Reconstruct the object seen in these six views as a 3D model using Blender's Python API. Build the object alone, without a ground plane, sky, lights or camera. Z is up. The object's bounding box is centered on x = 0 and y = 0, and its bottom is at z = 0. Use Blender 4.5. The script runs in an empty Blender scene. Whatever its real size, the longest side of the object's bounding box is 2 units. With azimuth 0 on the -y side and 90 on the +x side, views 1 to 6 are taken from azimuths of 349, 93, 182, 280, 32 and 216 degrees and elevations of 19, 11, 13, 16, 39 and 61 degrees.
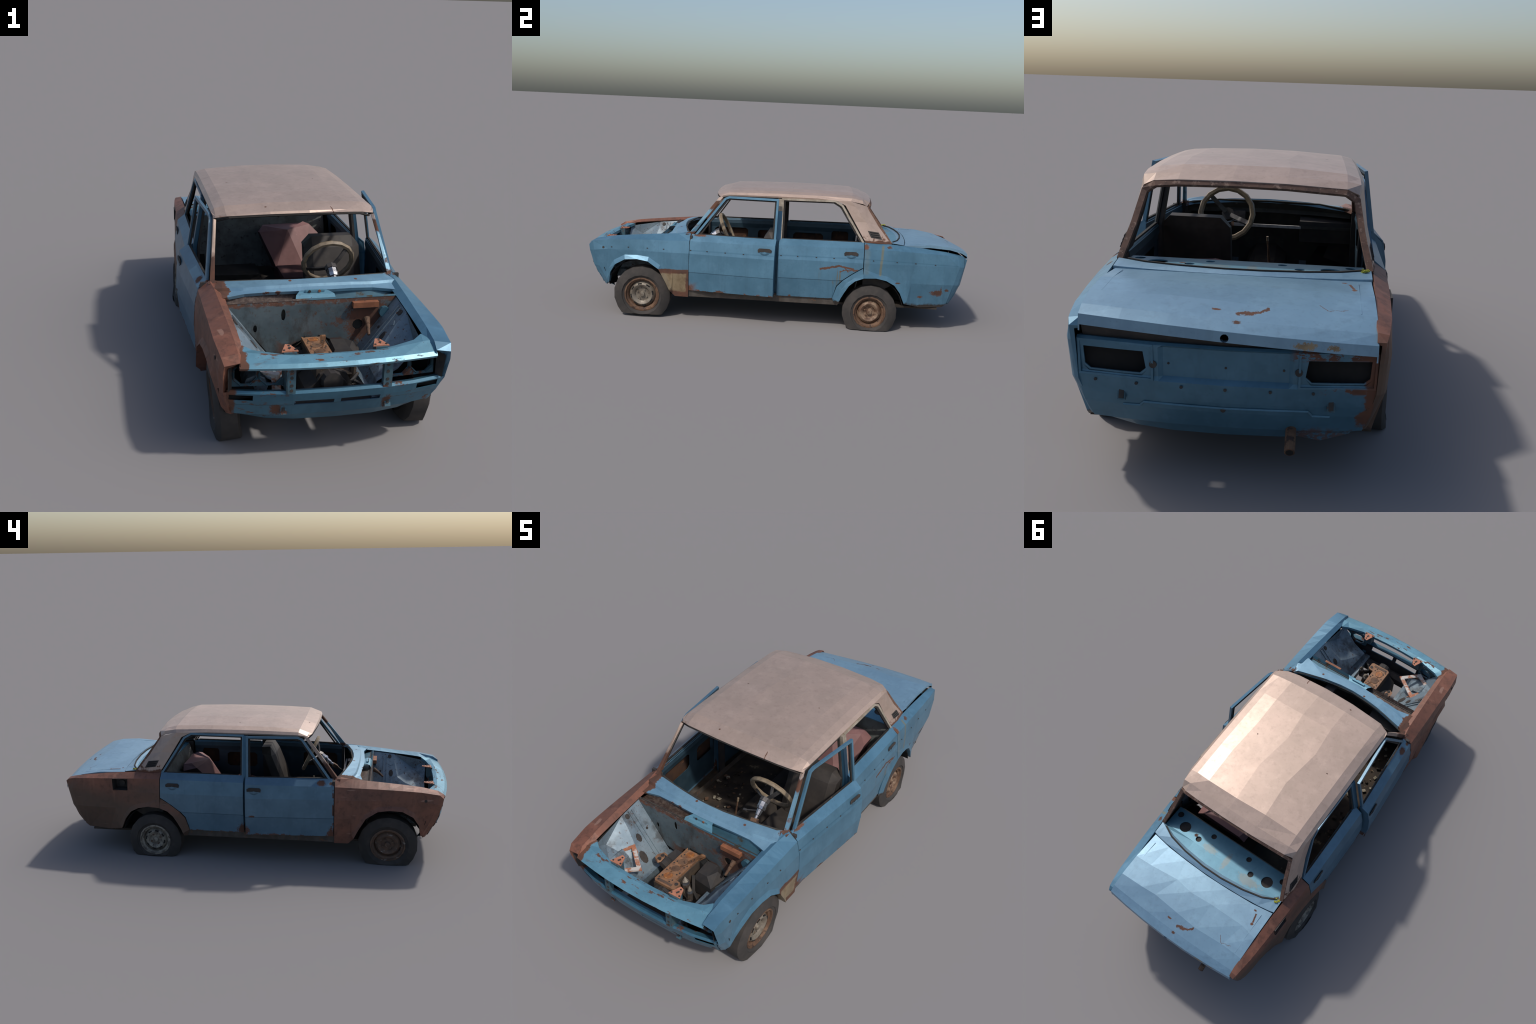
# Derelict four-door saloon: stripped engine bay, missing bonnet, flat tyres, mixed blue and rusty panels.
# The car is modelled in its own frame (x across, front towards -y, z up) and leans slightly to one side.
import bpy, bmesh, math, random
from mathutils import Vector, Matrix, Euler
from mathutils.noise import noise as pnoise
random.seed(7)

LEAN, SHIFT, YAW = 0.012, -0.006, -0.008
root = bpy.data.objects.new("abandoned_car", None)
bpy.context.scene.collection.objects.link(root)
root.location = (SHIFT, 0, 0)
root.rotation_euler = (0, -LEAN, YAW)
root["label"] = "derelict blue and rusty four-door saloon car wreck without bonnet"
root["category"] = "car wreck"

# ------------------------------------------------------------------ node helper
def lin(r, g, b):
    f = lambda c: (c / 255 / 12.92) if c / 255 <= 0.04045 else ((c / 255 + 0.055) / 1.055) ** 2.4
    return (f(r), f(g), f(b))

class NB:
    """small expression builder for shader nodes"""
    def __init__(s, name):
        s.mat = bpy.data.materials.new(name); s.mat.use_nodes = True
        s.nt = s.mat.node_tree; s.nt.nodes.clear()
        s.out = s.nt.nodes.new("ShaderNodeOutputMaterial")
        s.bsdf = s.nt.nodes.new("ShaderNodeBsdfPrincipled")
        s.nt.links.new(s.bsdf.outputs[0], s.out.inputs[0])
        tc = s.nt.nodes.new("ShaderNodeTexCoord"); s.co = tc.outputs["Object"]
        sep = s.nt.nodes.new("ShaderNodeSeparateXYZ"); s.nt.links.new(s.co, sep.inputs[0])
        s.x, s.y, s.z = sep.outputs
    def put(s, sock, v):
        if isinstance(v, bpy.types.NodeSocket): s.nt.links.new(v, sock)
        elif isinstance(v, (tuple, list)):
            sock.default_value = tuple(v) + ((1.0,) if len(sock.default_value) == 4 and len(v) == 3 else ())
        else: sock.default_value = v
    def m(s, op, a, b=0.0, c=None, clamp=False):
        n = s.nt.nodes.new("ShaderNodeMath"); n.operation = op; n.use_clamp = clamp
        s.put(n.inputs[0], a); s.put(n.inputs[1], b)
        if c is not None: s.put(n.inputs[2], c)
        return n.outputs[0]
    def add(s, a, b): return s.m('ADD', a, b)
    def sub(s, a, b): return s.m('SUBTRACT', a, b)
    def mul(s, a, b): return s.m('MULTIPLY', a, b)
    def mx(s, a, b): return s.m('MAXIMUM', a, b)
    def mn(s, a, b): return s.m('MINIMUM', a, b)
    def step(s, v, lo, hi):
        n = s.nt.nodes.new("ShaderNodeMapRange"); n.interpolation_type = 'SMOOTHSTEP'
        inv = lo > hi
        s.put(n.inputs[0], v); n.inputs[1].default_value = min(lo, hi); n.inputs[2].default_value = max(lo, hi)
        n.inputs[3].default_value = 1.0 if inv else 0.0; n.inputs[4].default_value = 0.0 if inv else 1.0
        return n.outputs[0]
    def noise(s, scale, detail=4.0, rough=0.6, stretch=None, dist=0.0, off=0.0):
        n = s.nt.nodes.new("ShaderNodeTexNoise"); v = s.co
        if stretch or off:
            mp = s.nt.nodes.new("ShaderNodeMapping"); s.nt.links.new(v, mp.inputs[0])
            mp.inputs["Scale"].default_value = stretch or (1, 1, 1); mp.inputs["Location"].default_value = (off, off * .7, off * .3)
            v = mp.outputs[0]
        s.nt.links.new(v, n.inputs["Vector"])
        n.inputs["Scale"].default_value = scale; n.inputs["Detail"].default_value = detail
        n.inputs["Roughness"].default_value = rough; n.inputs["Distortion"].default_value = dist
        return n.outputs[0]
    def voro(s, scale, feat='F1'):
        n = s.nt.nodes.new("ShaderNodeTexVoronoi"); n.feature = feat
        s.nt.links.new(s.co, n.inputs["Vector"]); n.inputs["Scale"].default_value = scale
        return n.outputs[0]
    def mix(s, f, a, b):
        n = s.nt.nodes.new("ShaderNodeMix"); n.data_type = 'RGBA'
        s.put(n.inputs[0], f); s.put(n.inputs[6], a); s.put(n.inputs[7], b)
        return n.outputs[2]
    def mixf(s, f, a, b):
        return s.add(s.mul(s.sub(1.0, f), a), s.mul(f, b))
    # distance-based masks in car coordinates -------------------------------
    def blob(s, c, r, warp=None, k=.6, edge=.25):
        """ellipsoid patch; r may be None on an axis to ignore it"""
        tot = None
        for q, cc, rr in zip((s.x, s.y, s.z), c, r):
            if rr is None: continue
            t = s.mul(s.sub(q, cc), 1.0 / rr); t = s.mul(t, t)
            tot = t if tot is None else s.add(tot, t)
        d = s.m('SQRT', tot)
        if warp is not None:
            d = s.add(d, s.add(s.mul(s.sub(warp, .5), k * 1.6), s.mul(s.sub(s.tiny(), .5), k * 2.6)))
        return s.step(d, 1 + edge, 1 - edge)
    def tiny(s):
        if not hasattr(s, '_tiny'): s._tiny = s.noise(170, 4, .7, off=11)
        return s._tiny
    def line(s, axes, p, q, r, warp=None, k=.01, edge=.3):
        """capsule around a segment in the plane of two axes ('xy','yz','xz')"""
        U, V = getattr(s, axes[0]), getattr(s, axes[1])
        if warp is not None:
            U = s.add(U, s.mul(s.sub(warp, .5), k * 2)); V = s.add(V, s.add(s.mul(s.sub(.5, warp), k * 2), s.mul(s.sub(s.tiny(), .5), k * .9)))
        dx, dy = q[0] - p[0], q[1] - p[1]; L = dx * dx + dy * dy or 1e-9
        u, v = s.sub(U, p[0]), s.sub(V, p[1])
        t = s.m('ADD', s.mul(u, dx / L), s.mul(v, dy / L), clamp=True)
        a, b = s.sub(u, s.mul(t, dx)), s.sub(v, s.mul(t, dy))
        d = s.m('SQRT', s.add(s.mul(a, a), s.mul(b, b)))
        return s.step(d, r * (1 + edge), r * (1 - edge))
    def finish(s, col, rough=.5, metal=0.0, bump=None, bstr=.2, bdist=.002, spec=.5):
        s.put(s.bsdf.inputs["Base Color"], col); s.put(s.bsdf.inputs["Roughness"], rough)
        s.put(s.bsdf.inputs["Metallic"], metal); s.bsdf.inputs["Specular IOR Level"].default_value = spec
        if bump is not None:
            b = s.nt.nodes.new("ShaderNodeBump"); b.inputs["Strength"].default_value = bstr
            b.inputs["Distance"].default_value = bdist
            s.nt.links.new(bump, b.inputs["Height"]); s.nt.links.new(b.outputs[0], s.bsdf.inputs["Normal"])
        return s.mat

BLUE, BLUE2 = lin(84, 124, 147), lin(72, 110, 132)
RUST, RUST2, RUSTD = lin(94, 60, 44), lin(76, 52, 42), lin(58, 42, 34)
TAN, TAN2 = lin(176, 154, 141), lin(166, 146, 133)

def rust_color(n):
    a = n.noise(35, 6, .7); b = n.noise(9, 3, .6, off=3)
    c = n.mix(n.step(b, .35, .65), RUST, RUST2)
    return n.mix(n.step(a, .55, .72), c, RUSTD)

def paint(name, base=BLUE, base2=BLUE2, rust=None, bare=None, chips=.70, rough=.38, extra=None, metal=.33):
    """weathered car paint: faded cloudy colour, rust chips, and rust/bare patches given as masks"""
    n = NB(name)
    cloud = n.noise(5, 4, .6); fine = n.noise(60, 5, .7); mid = n.noise(18, 5, .65, off=5)
    col = n.mix(n.step(cloud, .35, .68), base, base2)
    haze = n.noise(8, 5, .7, off=15); streak = n.noise(34, 4, .65, stretch=(1, 1, .10), off=21)
    col = n.mix(n.mul(n.step(mid, .48, .75), .32), col, tuple(min(1, c * 1.25 + .02) for c in base))
    col = n.mix(n.mul(n.step(haze, .50, .72), .16), col, tuple(min(1, c * 1.1 + .05) for c in base))
    col = n.mix(n.mul(n.step(streak, .50, .72), .28), col, tuple(c * .62 for c in base))
    col = n.mix(n.mul(n.step(fine, .52, .75), .30), col, tuple(c * .55 for c in base))
    col = n.mix(n.mul(n.step(n.tiny(), .60, .72), .25), col, tuple(c * .45 for c in base))
    chip = n.step(n.add(n.mul(n.noise(110, 3, .6, off=9), .55), n.mul(mid, .45)), chips - .03, chips)
    if rust is not None:
        r = rust(n, fine, mid); chip = n.mx(chip, r) if r is not None else chip
    if bare is not None:
        col = n.mix(bare(n, fine, mid), col, n.mix(n.step(mid, .4, .65), lin(142, 126, 100), lin(120, 102, 78)))
    col = n.mix(chip, col, rust_color(n))
    if extra is not None: col = extra(n, col, fine, mid)
    rg = n.mixf(chip, n.add(rough - .05, n.mul(fine, .12)), .85)
    return n.finish(col, rg, n.mul(n.sub(1.0, chip), metal), bump=n.add(fine, n.mul(chip, -.6)), bstr=.05, bdist=.001)

# ------------------------------------------------------------------ materials
def m_many(n, *ms):
    t = ms[0]
    for q in ms[1:]: t = n.mx(t, q)
    return t

def mk_rust_panel(name, dark=False):
    n = NB(name)
    a = n.noise(6, 5, .65); b = n.noise(30, 6, .7, off=4); st = n.noise(14, 4, .6, stretch=(1, 1.2, .15), off=2)
    c = n.mix(n.step(a, .33, .66), lin(128, 82, 64), lin(108, 72, 58))
    c = n.mix(n.mul(n.step(n.noise(13, 5, .7, off=41), .46, .66), .45), c, lin(86, 58, 46))
    c = n.mix(n.mul(n.step(b, .47, .70), .7), c, lin(78, 52, 42))
    c = n.mix(n.mul(n.step(st, .56, .72), .45), c, lin(150, 104, 84))
    scr = n.step(n.noise(22, 2, .5, stretch=(1, .25, 3), off=8), .70, .74)
    c = n.mix(n.mul(scr, .4), c, lin(176, 140, 122))
    if dark:   # old dark primer shows at the lower rear of the rusty quarter panel
        w = n.add(n.mul(n.sub(n.y, .5), -.22), n.mul(n.sub(b, .5), .10))
        pm = n.step(n.add(n.z, w), .33, .22)
        pm = n.mx(pm, n.mul(n.blob((0, .53, .31), (None, .15, .07), b, .5, .5), .7))
        c = n.mix(n.mul(pm, .75), c, lin(74, 66, 56))
    return n.finish(c, n.add(.46, n.mul(b, .2)), .12, bump=b, bstr=.10, bdist=.001)

MAT = {}
MAT['rust'] = mk_rust_panel("rusty_steel")
MAT['rustq'] = mk_rust_panel("rusty_steel_primer", True)

def tan_rust(n, fine, mid):
    # rail edges, the front edge crack and the feet of the rear pillars
    foot = n.mn(n.mx(n.step(n.add(n.z, n.mul(n.sub(mid, .5), .05)), .458, .450), n.mn(n.step(n.add(n.z, n.mul(n.sub(mid, .5), .08)), .486, .470), n.step(n.noise(48, 5, .7, off=19), .52, .57))), n.step(n.y, .40, .43))
    rail = n.mn(n.mn(n.mn(n.step(n.z, .647, .640), n.step(n.z, .60, .62)), n.step(mid, .48, .56)), n.step(n.y, .26, .22))
    crack = n.line('xy', (.145, -.33), (.138, -.298), .0016, fine, .006)
    spots = m_many(n, n.blob((-.112, -.289, 0), (.004, .004, None), fine), n.blob((.16, .07, 0), (.003, .003, None), fine), n.blob((-.21, .06, 0), (.005, .0025, None), fine))
    return m_many(n, foot, n.mul(rail, .8), crack, spots)
MAT['tan'] = paint("faded_tan_paint", TAN, TAN2, tan_rust, chips=.80, rough=.42)

def apillar_l(n, fine, mid):   # right-hand pillar in car frame -x : rusty below
    return n.step(n.add(n.z, n.mul(n.sub(mid, .5), .08)), .525, .505)
MAT['apillar_tan'] = paint("pillar_tan_rust", TAN, lin(140, 122, 108), apillar_l, chips=.66, rough=.5)
def apillar_r(n, fine, mid):
    band = n.mn(n.step(n.add(n.z, n.mul(n.sub(mid, .5), .10)), .560, .578), n.step(n.z, .622, .612))
    edge = n.mn(n.step(n.noise(40, 4, .7, off=2), .50, .58), n.step(mid, .42, .52))
    base = n.step(n.add(n.z, n.mul(n.sub(mid, .5), .03)), .456, .448)
    return m_many(n, band, n.mul(edge, .8), base)
MAT['apillar_blue'] = paint("pillar_blue_rust", lin(116, 152, 170), BLUE, apillar_r, chips=.64, rough=.45,
    extra=lambda n, c, f, m: n.mix(n.step(n.add(n.z, n.mul(n.sub(m, .5), .02)), .612, .620), c, TAN))

# front clip: bar, cowl -> rust takes over towards -x
def clip_rust(n, fine, mid):
    e = n.step(n.add(n.x, n.mul(n.sub(mid, .5), .09)), -.285, -.292)
    return m_many(n, e, n.mn(n.step(n.noise(45, 5, .7, stretch=(.3, 1, 1), off=1), .56, .61), n.step(n.noise(6, 2, .5, off=6), .45, .55)))
MAT['bluebar'] = paint("front_bar_blue", lin(104, 150, 168), lin(92, 136, 154), clip_rust, chips=.66)
def cowl_rust(n, fine, mid):
    e = n.step(n.add(n.x, n.mul(n.sub(mid, .5), .10)), -.292, -.298)
    return m_many(n, e, n.blob((-.16, -.575, 0), (.018, .012, None), fine, .8), n.blob((-.115, -.573, 0), (.012, .01, None), fine, .8),
                  n.blob((.335, -.455, 0), (.02, .03, None), fine, .8),
                  n.blob((.182, -.52, 0), (.006, .006, None)), n.blob((-.063, -.52, 0), (.006, .006, None)))
MAT['cowl'] = paint("cowl_blue", lin(118, 154, 174), lin(104, 140, 162), cowl_rust, chips=.72)

# + side fender: bare beige sill piece with rusty border, rusty nose corner
def fl_rust(n, fine, mid):
    zz = n.add(n.z, n.mul(n.sub(mid, .5), .02)); yy = n.add(n.y, n.mul(n.sub(mid, .5), .03))
    behind = n.step(n.y, -.615, -.605)
    band = n.mn(behind, n.mn(n.step(zz, .262, .258), n.step(zz, .232, .240)))
    rim = n.mn(n.mn(behind, n.step(zz, .262, .258)), n.mx(n.step(yy, -.462, -.452), n.step(n.add(n.z, n.mul(n.sub(mid, .5), .05)), .150, .140)))
    nose = n.mn(n.step(n.add(n.y, n.add(n.mul(n.z, .55), n.mul(n.sub(mid, .5), .10))), -.805, -.835), n.step(n.z, .285, .245))
    spots = n.mn(n.step(n.noise(28, 4, .7, off=12), .66, .70), n.mn(behind, n.step(zz, .25, .24)))
    return m_many(n, band, rim, n.mul(nose, n.step(mid, .42, .55)), spots)
def fl_bare(n, fine, mid):
    zz = n.add(n.z, n.mul(n.sub(mid, .5), .02))
    return n.mn(n.step(n.y, -.615, -.605), n.step(zz, .25, .246))
MAT['fender_l'] = paint("fender_blue", rust=fl_rust, bare=fl_bare, chips=.74)

# + side doors and quarter
def door_rust(n, fine, mid):
    low = n.step(n.add(n.z, n.mul(n.sub(n.noise(22, 5, .7, off=1), .5), .11)), .152, .146)
    scar = m_many(n, n.line('yz', (.235, .305), (.33, .325), .0055, fine, .008), n.line('yz', (.33, .325), (.40, .312), .0045, fine, .008),
                  n.line('yz', (.35, .325), (.375, .297), .003, fine, .01), n.line('yz', (.33, .298), (.42, .308), .003, mid, .02))
    corner = n.mn(n.step(n.y, -.385, -.43), n.step(n.add(n.z, n.mul(n.sub(mid, .5), .10)), .205, .175))
    top = n.mn(n.blob((0, -.39, .437), (None, .035, .005), fine, .8), 1.0)
    return m_many(n, low, n.mn(scar, n.step(n.x, .2, .3)), corner, n.mul(top, n.step(n.x, .2, .3)))
def door_streak(n, c, f, m):
    st = n.step(n.noise(60, 3, .6, stretch=(1, 1, .05), off=3), .52, .62)
    zone = n.mn(n.blob((0, .30, .27), (None, .065, .04), m, .3, .6), n.step(n.x, .2, .3))
    c = n.mix(n.mul(n.mul(zone, st), .7), c, lin(110, 96, 62))
    # belt-trim shadow line left by the missing moulding
    tr = n.line('yz', (-.43, .362), (.45, .366), .0035, None)
    return n.mix(n.mul(n.mul(tr, n.step(n.x, .2, .3)), .35), c, lin(46, 88, 112))
MAT['door_l'] = paint("door_blue", rust=door_rust, extra=door_streak, chips=.75)
def door_r_rust(n, fine, mid):
    low = n.step(n.add(n.z, n.mul(n.sub(n.noise(22, 5, .7, off=1), .5), .06)), .156, .150)
    return m_many(n, n.mul(low, .9), n.blob((0, -.375, .424), (None, .02, .013), mid, .5), n.blob((0, -.425, .422), (None, .010, .006), fine, .7),
                  n.blob((0, -.43, .15), (None, .02, .05), mid, 1.0), n.blob((0, .02, .165), (None, .03, .03), mid, .9),
                  n.blob((0, -.03, .252), (None, .016, .005), fine, .8), n.mn(n.step(n.y, -.428, -.432), n.step(mid, .48, .55)))
MAT['door_r'] = paint("door_blue_faded", lin(86, 118, 138), lin(76, 106, 126), door_r_rust, chips=.78)
def q_rust(n, fine, mid):
    return m_many(n, n.blob((0, .835, .205), (None, .03, .014), mid, 1.0), n.blob((0, .855, .21), (None, .004, .025), fine, .4),
                  n.blob((0, .885, .22), (None, .012, .008), mid, .8), n.blob((0, .75, .18), (None, .012, .006), mid, .8),
                  n.blob((0, .63, .25), (None, .012, .004), fine, .6), n.blob((0, .58, .428), (None, .012, .006), fine, .8),
                  n.blob((0, .46, .425), (None, .014, .012), fine, .8),
                  n.step(n.add(n.z, n.mul(n.sub(mid, .5), .05)), .132, .127))
def q_streak(n, c, f, m):
    st = n.mx(n.line('yz', (.546, .43), (.538, .29), .006, m, .006, .6), n.mul(n.line('yz', (.47, .40), (.468, .30), .012, m, .01, .8), .35))
    c = n.mix(n.mul(st, .6), c, lin(128, 118, 78))
    c = n.mix(n.step(n.add(n.z, n.mul(n.sub(m, .5), .05)), .150, .136), c, lin(58, 52, 47))
    tr = n.line('yz', (.45, .366), (.93, .350), .003, None)
    return n.mix(n.mul(tr, .3), c, lin(46, 88, 112))
MAT['quarter_l'] = paint("quarter_blue", rust=q_rust, extra=q_streak, chips=.75)
def trunk_rust(n, fine, mid):
    return m_many(n, n.line('xy', (-.02, .935), (-.05, .93), .006, mid, .014), n.line('xy', (-.05, .93), (-.085, .905), .004, mid, .016),
                  n.blob((.03, .925, 0), (.010, .004, None), fine, .8), n.blob((-.02, .965, 0), (.008, .006, None), fine, .8),
                  n.line('xy', (-.275, .70), (-.283, .735), .004, mid, .012), n.blob((-.285, .745, 0), (.007, .008, None), mid, .8),
                  n.blob((-.262, .688, 0), (.008, .004, None), mid, .8),
                  n.mul(n.line('xy', (-.20, .86), (-.22, .885), .0014, fine, .01), .8), n.mul(n.line('xy', (-.22, .885), (-.265, .872), .0014, fine, .01), .8))
def trunk_bare(n, fine, mid):
    return m_many(n, n.blob((-.17, .985, .368), (.022, None, .008), mid, 1.0), n.blob((-.235, .985, .366), (.014, None, .007), mid, 1.1))
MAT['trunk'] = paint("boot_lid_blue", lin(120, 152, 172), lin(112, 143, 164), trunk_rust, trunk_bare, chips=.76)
def shelf_rust(n, fine, mid):
    return m_many(n, n.blob((.17, .553, 0), (.008, .008, None), mid, .8), n.mul(n.blob((-.312, .60, 0), (.015, .02, None), mid, .7), 1.0))
def shelf_bare(n, fine, mid):
    return n.mul(m_many(n, n.blob((.08, .57, 0), (.035, .016, None), mid, 1.0), n.blob((-.02, .575, 0), (.012, .04, None), mid, .9), n.blob((-.16, .60, 0), (.05, .02, None), mid, 1.2)), .4)
MAT['shelf'] = paint("shelf_blue", lin(98, 144, 164), lin(86, 130, 150), shelf_rust, shelf_bare, chips=.74)
def rear_rust(n, fine, mid):
    e = n.step(n.add(n.x, n.mul(n.sub(mid, .5), .10)), -.300, -.312)
    lamp = n.mn(n.mn(n.step(n.x, -.135, -.16), n.mn(n.step(n.z, .325, .335), n.step(n.z, .37, .36))), n.step(n.noise(40, 5, .75, stretch=(.5, 1, 1), off=2), .47, .53))
    lamp2 = n.mn(n.mn(n.step(n.x, -.20, -.25), n.mn(n.step(n.z, .245, .252), n.step(n.z, .268, .262))), n.step(mid, .50, .56))
    tear = n.mul(n.mn(n.step(n.x, -.13, -.17), n.step(n.add(n.z, n.mul(n.sub(mid, .5), .08)), .150, .136)), .8)
    return m_many(n, e, lamp, lamp2, n.mul(tear, n.step(fine, .42, .50)))
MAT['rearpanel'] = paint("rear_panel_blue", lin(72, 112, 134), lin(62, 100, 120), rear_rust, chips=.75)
def valance_rust(n, fine, mid):
    e = n.step(n.add(n.x, n.mul(n.sub(mid, .5), .07)), -.318, -.330)
    p = n.mx(n.blob((-.195, -.95, .185), (.018, None, .025), mid, .9), n.blob((.165, -.96, .19), (.014, None, .03), mid, .8))
    lines = n.mn(n.step(n.noise(30, 5, .75, stretch=(.6, 1, 1.5), off=4), .58, .64), n.step(n.m('ABSOLUTE', n.x), .12, .2))
    return m_many(n, e, p, lines)
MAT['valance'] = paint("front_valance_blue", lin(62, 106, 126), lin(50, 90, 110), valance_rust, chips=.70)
def frame_rust(n, fine, mid):
    return n.step(n.add(n.mul(fine, .5), n.mul(mid, .5)), .54, .58)
MAT['lampframe'] = paint("lamp_frame_dirty_blue", lin(70, 104, 118), lin(56, 70, 72), frame_rust, chips=.64, rough=.65)

def grime(n, c, f, m):
    g = n.noise(11, 6, .72, stretch=(1, 1, .5), off=31)
    c = n.mix(n.mul(n.step(g, .48, .66), .65), c, lin(58, 50, 44))
    return n.mix(n.mul(n.step(n.noise(55, 4, .7, off=17), .58, .70), .5), c, lin(84, 66, 52))
def bay_rust(n, fine, mid):
    a = n.step(n.noise(70, 4, .65, off=3), .63, .67)
    b = n.mul(n.step(n.noise(16, 5, .75, stretch=(1, 1, .45), off=7), .62, .68), .85)
    return m_many(n, a, b)
MAT['bay'] = paint("inner_fender_blue", lin(128, 142, 150), lin(98, 116, 128), bay_rust, chips=.70, rough=.5, extra=grime)
def fw_rust(n, fine, mid):
    big = n.blob((.20, 0, .33), (.075, None, .095), mid, .7, .2)
    top = n.mn(n.step(n.add(n.z, n.mul(n.sub(mid, .5), .05)), .396, .404), n.step(fine, .36, .48))
    mid_ = n.mul(n.mn(n.step(n.noise(26, 5, .75, off=5), .56, .62), n.blob((.02, 0, .34), (.13, None, .06), mid, .5, .4)), .9)
    low = n.mn(n.step(n.add(n.z, n.mul(n.sub(mid, .5), .06)), .268, .255), n.step(n.m('ABSOLUTE', n.x), .14, .11))
    return m_many(n, big, top, mid_, n.mul(low, .8))
MAT['firewall'] = paint("firewall_blue", lin(96, 108, 112), lin(72, 86, 92), fw_rust, chips=.68, rough=.55, extra=grime)
def plen(n, c, f, m):
    k = n.step(n.add(n.x, n.mul(n.sub(m, .5), .06)), .0, -.03)
    c = n.mix(k, c, n.mix(n.step(f, .4, .65), lin(66, 52, 46), lin(104, 90, 80)))
    return n.mix(n.mn(n.step(m, .5, .6), n.step(n.x, .12, .2)), c, lin(66, 58, 44))
MAT['plenum'] = paint("cowl_plenum", lin(62, 100, 116), lin(52, 84, 98), extra=plen, chips=.7, rough=.55)

def plain(name, c1, c2, scale=20, rough=.7, metal=0.0, lo=.4, hi=.65, bstr=.2, third=None, tlo=.62, thi=.68, tscale=45):
    n = NB(name); a = n.noise(scale, 5, .68); b = n.noise(tscale, 5, .7, off=6)
    c = n.mix(n.step(a, lo, hi), c1, c2)
    if third: c = n.mix(n.step(b, tlo, thi), c, third)
    return n.finish(c, n.add(rough - .08, n.mul(b, .16)), metal, bump=b, bstr=bstr)
MAT['tyre'] = plain("perished_rubber", lin(50, 47, 45), lin(62, 57, 54), 14, .85, third=lin(92, 86, 80), tlo=.70, thi=.80, tscale=70)
MAT['rim_silver'] = plain("grey_steel_wheel", lin(128, 120, 108), lin(104, 94, 82), 25, .5, .25, third=lin(82, 60, 44), tlo=.60, thi=.70)
MAT['rim_rust'] = plain("rusty_steel_wheel", lin(88, 64, 48), lin(110, 84, 64), 22, .75, .1, third=lin(56, 42, 36), tlo=.52, thi=.62)
MAT['rim_pale'] = plain("pale_flaking_wheel", lin(134, 112, 92), lin(92, 68, 52), 26, .65, .1, .42, .56, third=lin(74, 50, 38), tlo=.57, thi=.64)
MAT['rim_dark'] = plain("dark_rusty_wheel", lin(84, 68, 58), lin(104, 80, 64), 30, .75, .1, third=lin(140, 134, 128), tlo=.60, thi=.66)
MAT['rim_grey'] = plain("scuffed_grey_wheel", lin(140, 134, 122), lin(100, 94, 86), 30, .6, .15, .45, .58, third=lin(70, 56, 46), tlo=.58, thi=.66)
MAT['black'] = plain("black_void", lin(12, 12, 13), lin(18, 17, 17), 20, .9)
MAT['soot'] = plain("sooty_metal", lin(44, 42, 42), lin(58, 52, 48), 18, .75, third=lin(84, 76, 70), tlo=.66, thi=.74)  # also the dark inner colour of the body panels
MAT['under'] = plain("underseal", lin(48, 42, 37), lin(60, 52, 44), 12, .9, third=lin(86, 66, 48), tlo=.60, thi=.70)
MAT['sill'] = plain("dirty_sill", lin(66, 60, 54), lin(82, 76, 70), 16, .8, third=lin(100, 70, 50), tlo=.58, thi=.66)
MAT['cast'] = plain("engine_casting", lin(64, 56, 50), lin(82, 70, 58), 20, .7, .1, third=lin(120, 100, 78), tlo=.64, thi=.72)
MAT['gasket'] = plain("rusty_cylinder_head", lin(142, 104, 74), lin(114, 84, 64), 40, .65, .1, third=lin(84, 62, 50), tlo=.58, thi=.68, tscale=60)
MAT['bore'] = plain("rusty_bore", lin(150, 92, 44), lin(112, 76, 56), 50, .6, .1, third=lin(170, 130, 84), tlo=.55, thi=.65, tscale=60)
MAT['bracket'] = plain("orange_rust_bracket", lin(172, 114, 88), lin(154, 100, 76), 40, .7, third=lin(112, 72, 54), tlo=.60, thi=.68)
MAT['traymetal'] = plain("flaking_tray", lin(160, 104, 76), lin(186, 180, 174), 22, .65, .0, .48, .56, third=lin(110, 66, 46), tlo=.6, thi=.68)
MAT['rustbox'] = plain("orange_rust_box", lin(120, 74, 50), lin(136, 86, 58), 40, .7, third=lin(84, 54, 40), tlo=.6, thi=.68)
MAT['chrome'] = plain("dull_chrome", lin(190, 192, 196), lin(150, 150, 154), 30, .28, .9)
MAT['cream'] = plain("cream_bakelite", lin(142, 126, 104), lin(120, 105, 86), 40, .5, third=lin(94, 82, 66), tlo=.62, thi=.72)
MAT['spoke'] = plain("dark_steel", lin(78, 76, 76), lin(98, 94, 92), 40, .45, .5)
MAT['seat'] = plain("charcoal_vinyl", lin(52, 47, 43), lin(64, 58, 53), 12, .6, third=lin(92, 86, 78), tlo=.68, thi=.78)
MAT['pink'] = plain("dusty_pink_vinyl", lin(134, 98, 96), lin(122, 88, 86), 9, .6, third=lin(148, 116, 110), tlo=.64, thi=.74, tscale=22)
MAT['pinkseam'] = plain("dark_pink_seam", lin(62, 42, 44), lin(74, 50, 52), 20, .8)
MAT['grime'] = plain("grimy_cabin_trim", lin(52, 50, 46), lin(66, 64, 58), 10, .85, third=lin(96, 92, 80), tlo=.62, thi=.72)
MAT['floor'] = plain("littered_floor", lin(58, 48, 38), lin(38, 32, 28), 9, .9, third=lin(110, 96, 76), tlo=.62, thi=.68, tscale=24)
MAT['headliner'] = plain("dark_headliner", lin(40, 38, 36), lin(52, 48, 44), 10, .9)
MAT['beige'] = plain("beige_window_frame", lin(156, 146, 132), lin(130, 120, 106), 30, .6, third=lin(110, 72, 50), tlo=.64, thi=.70)
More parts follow.
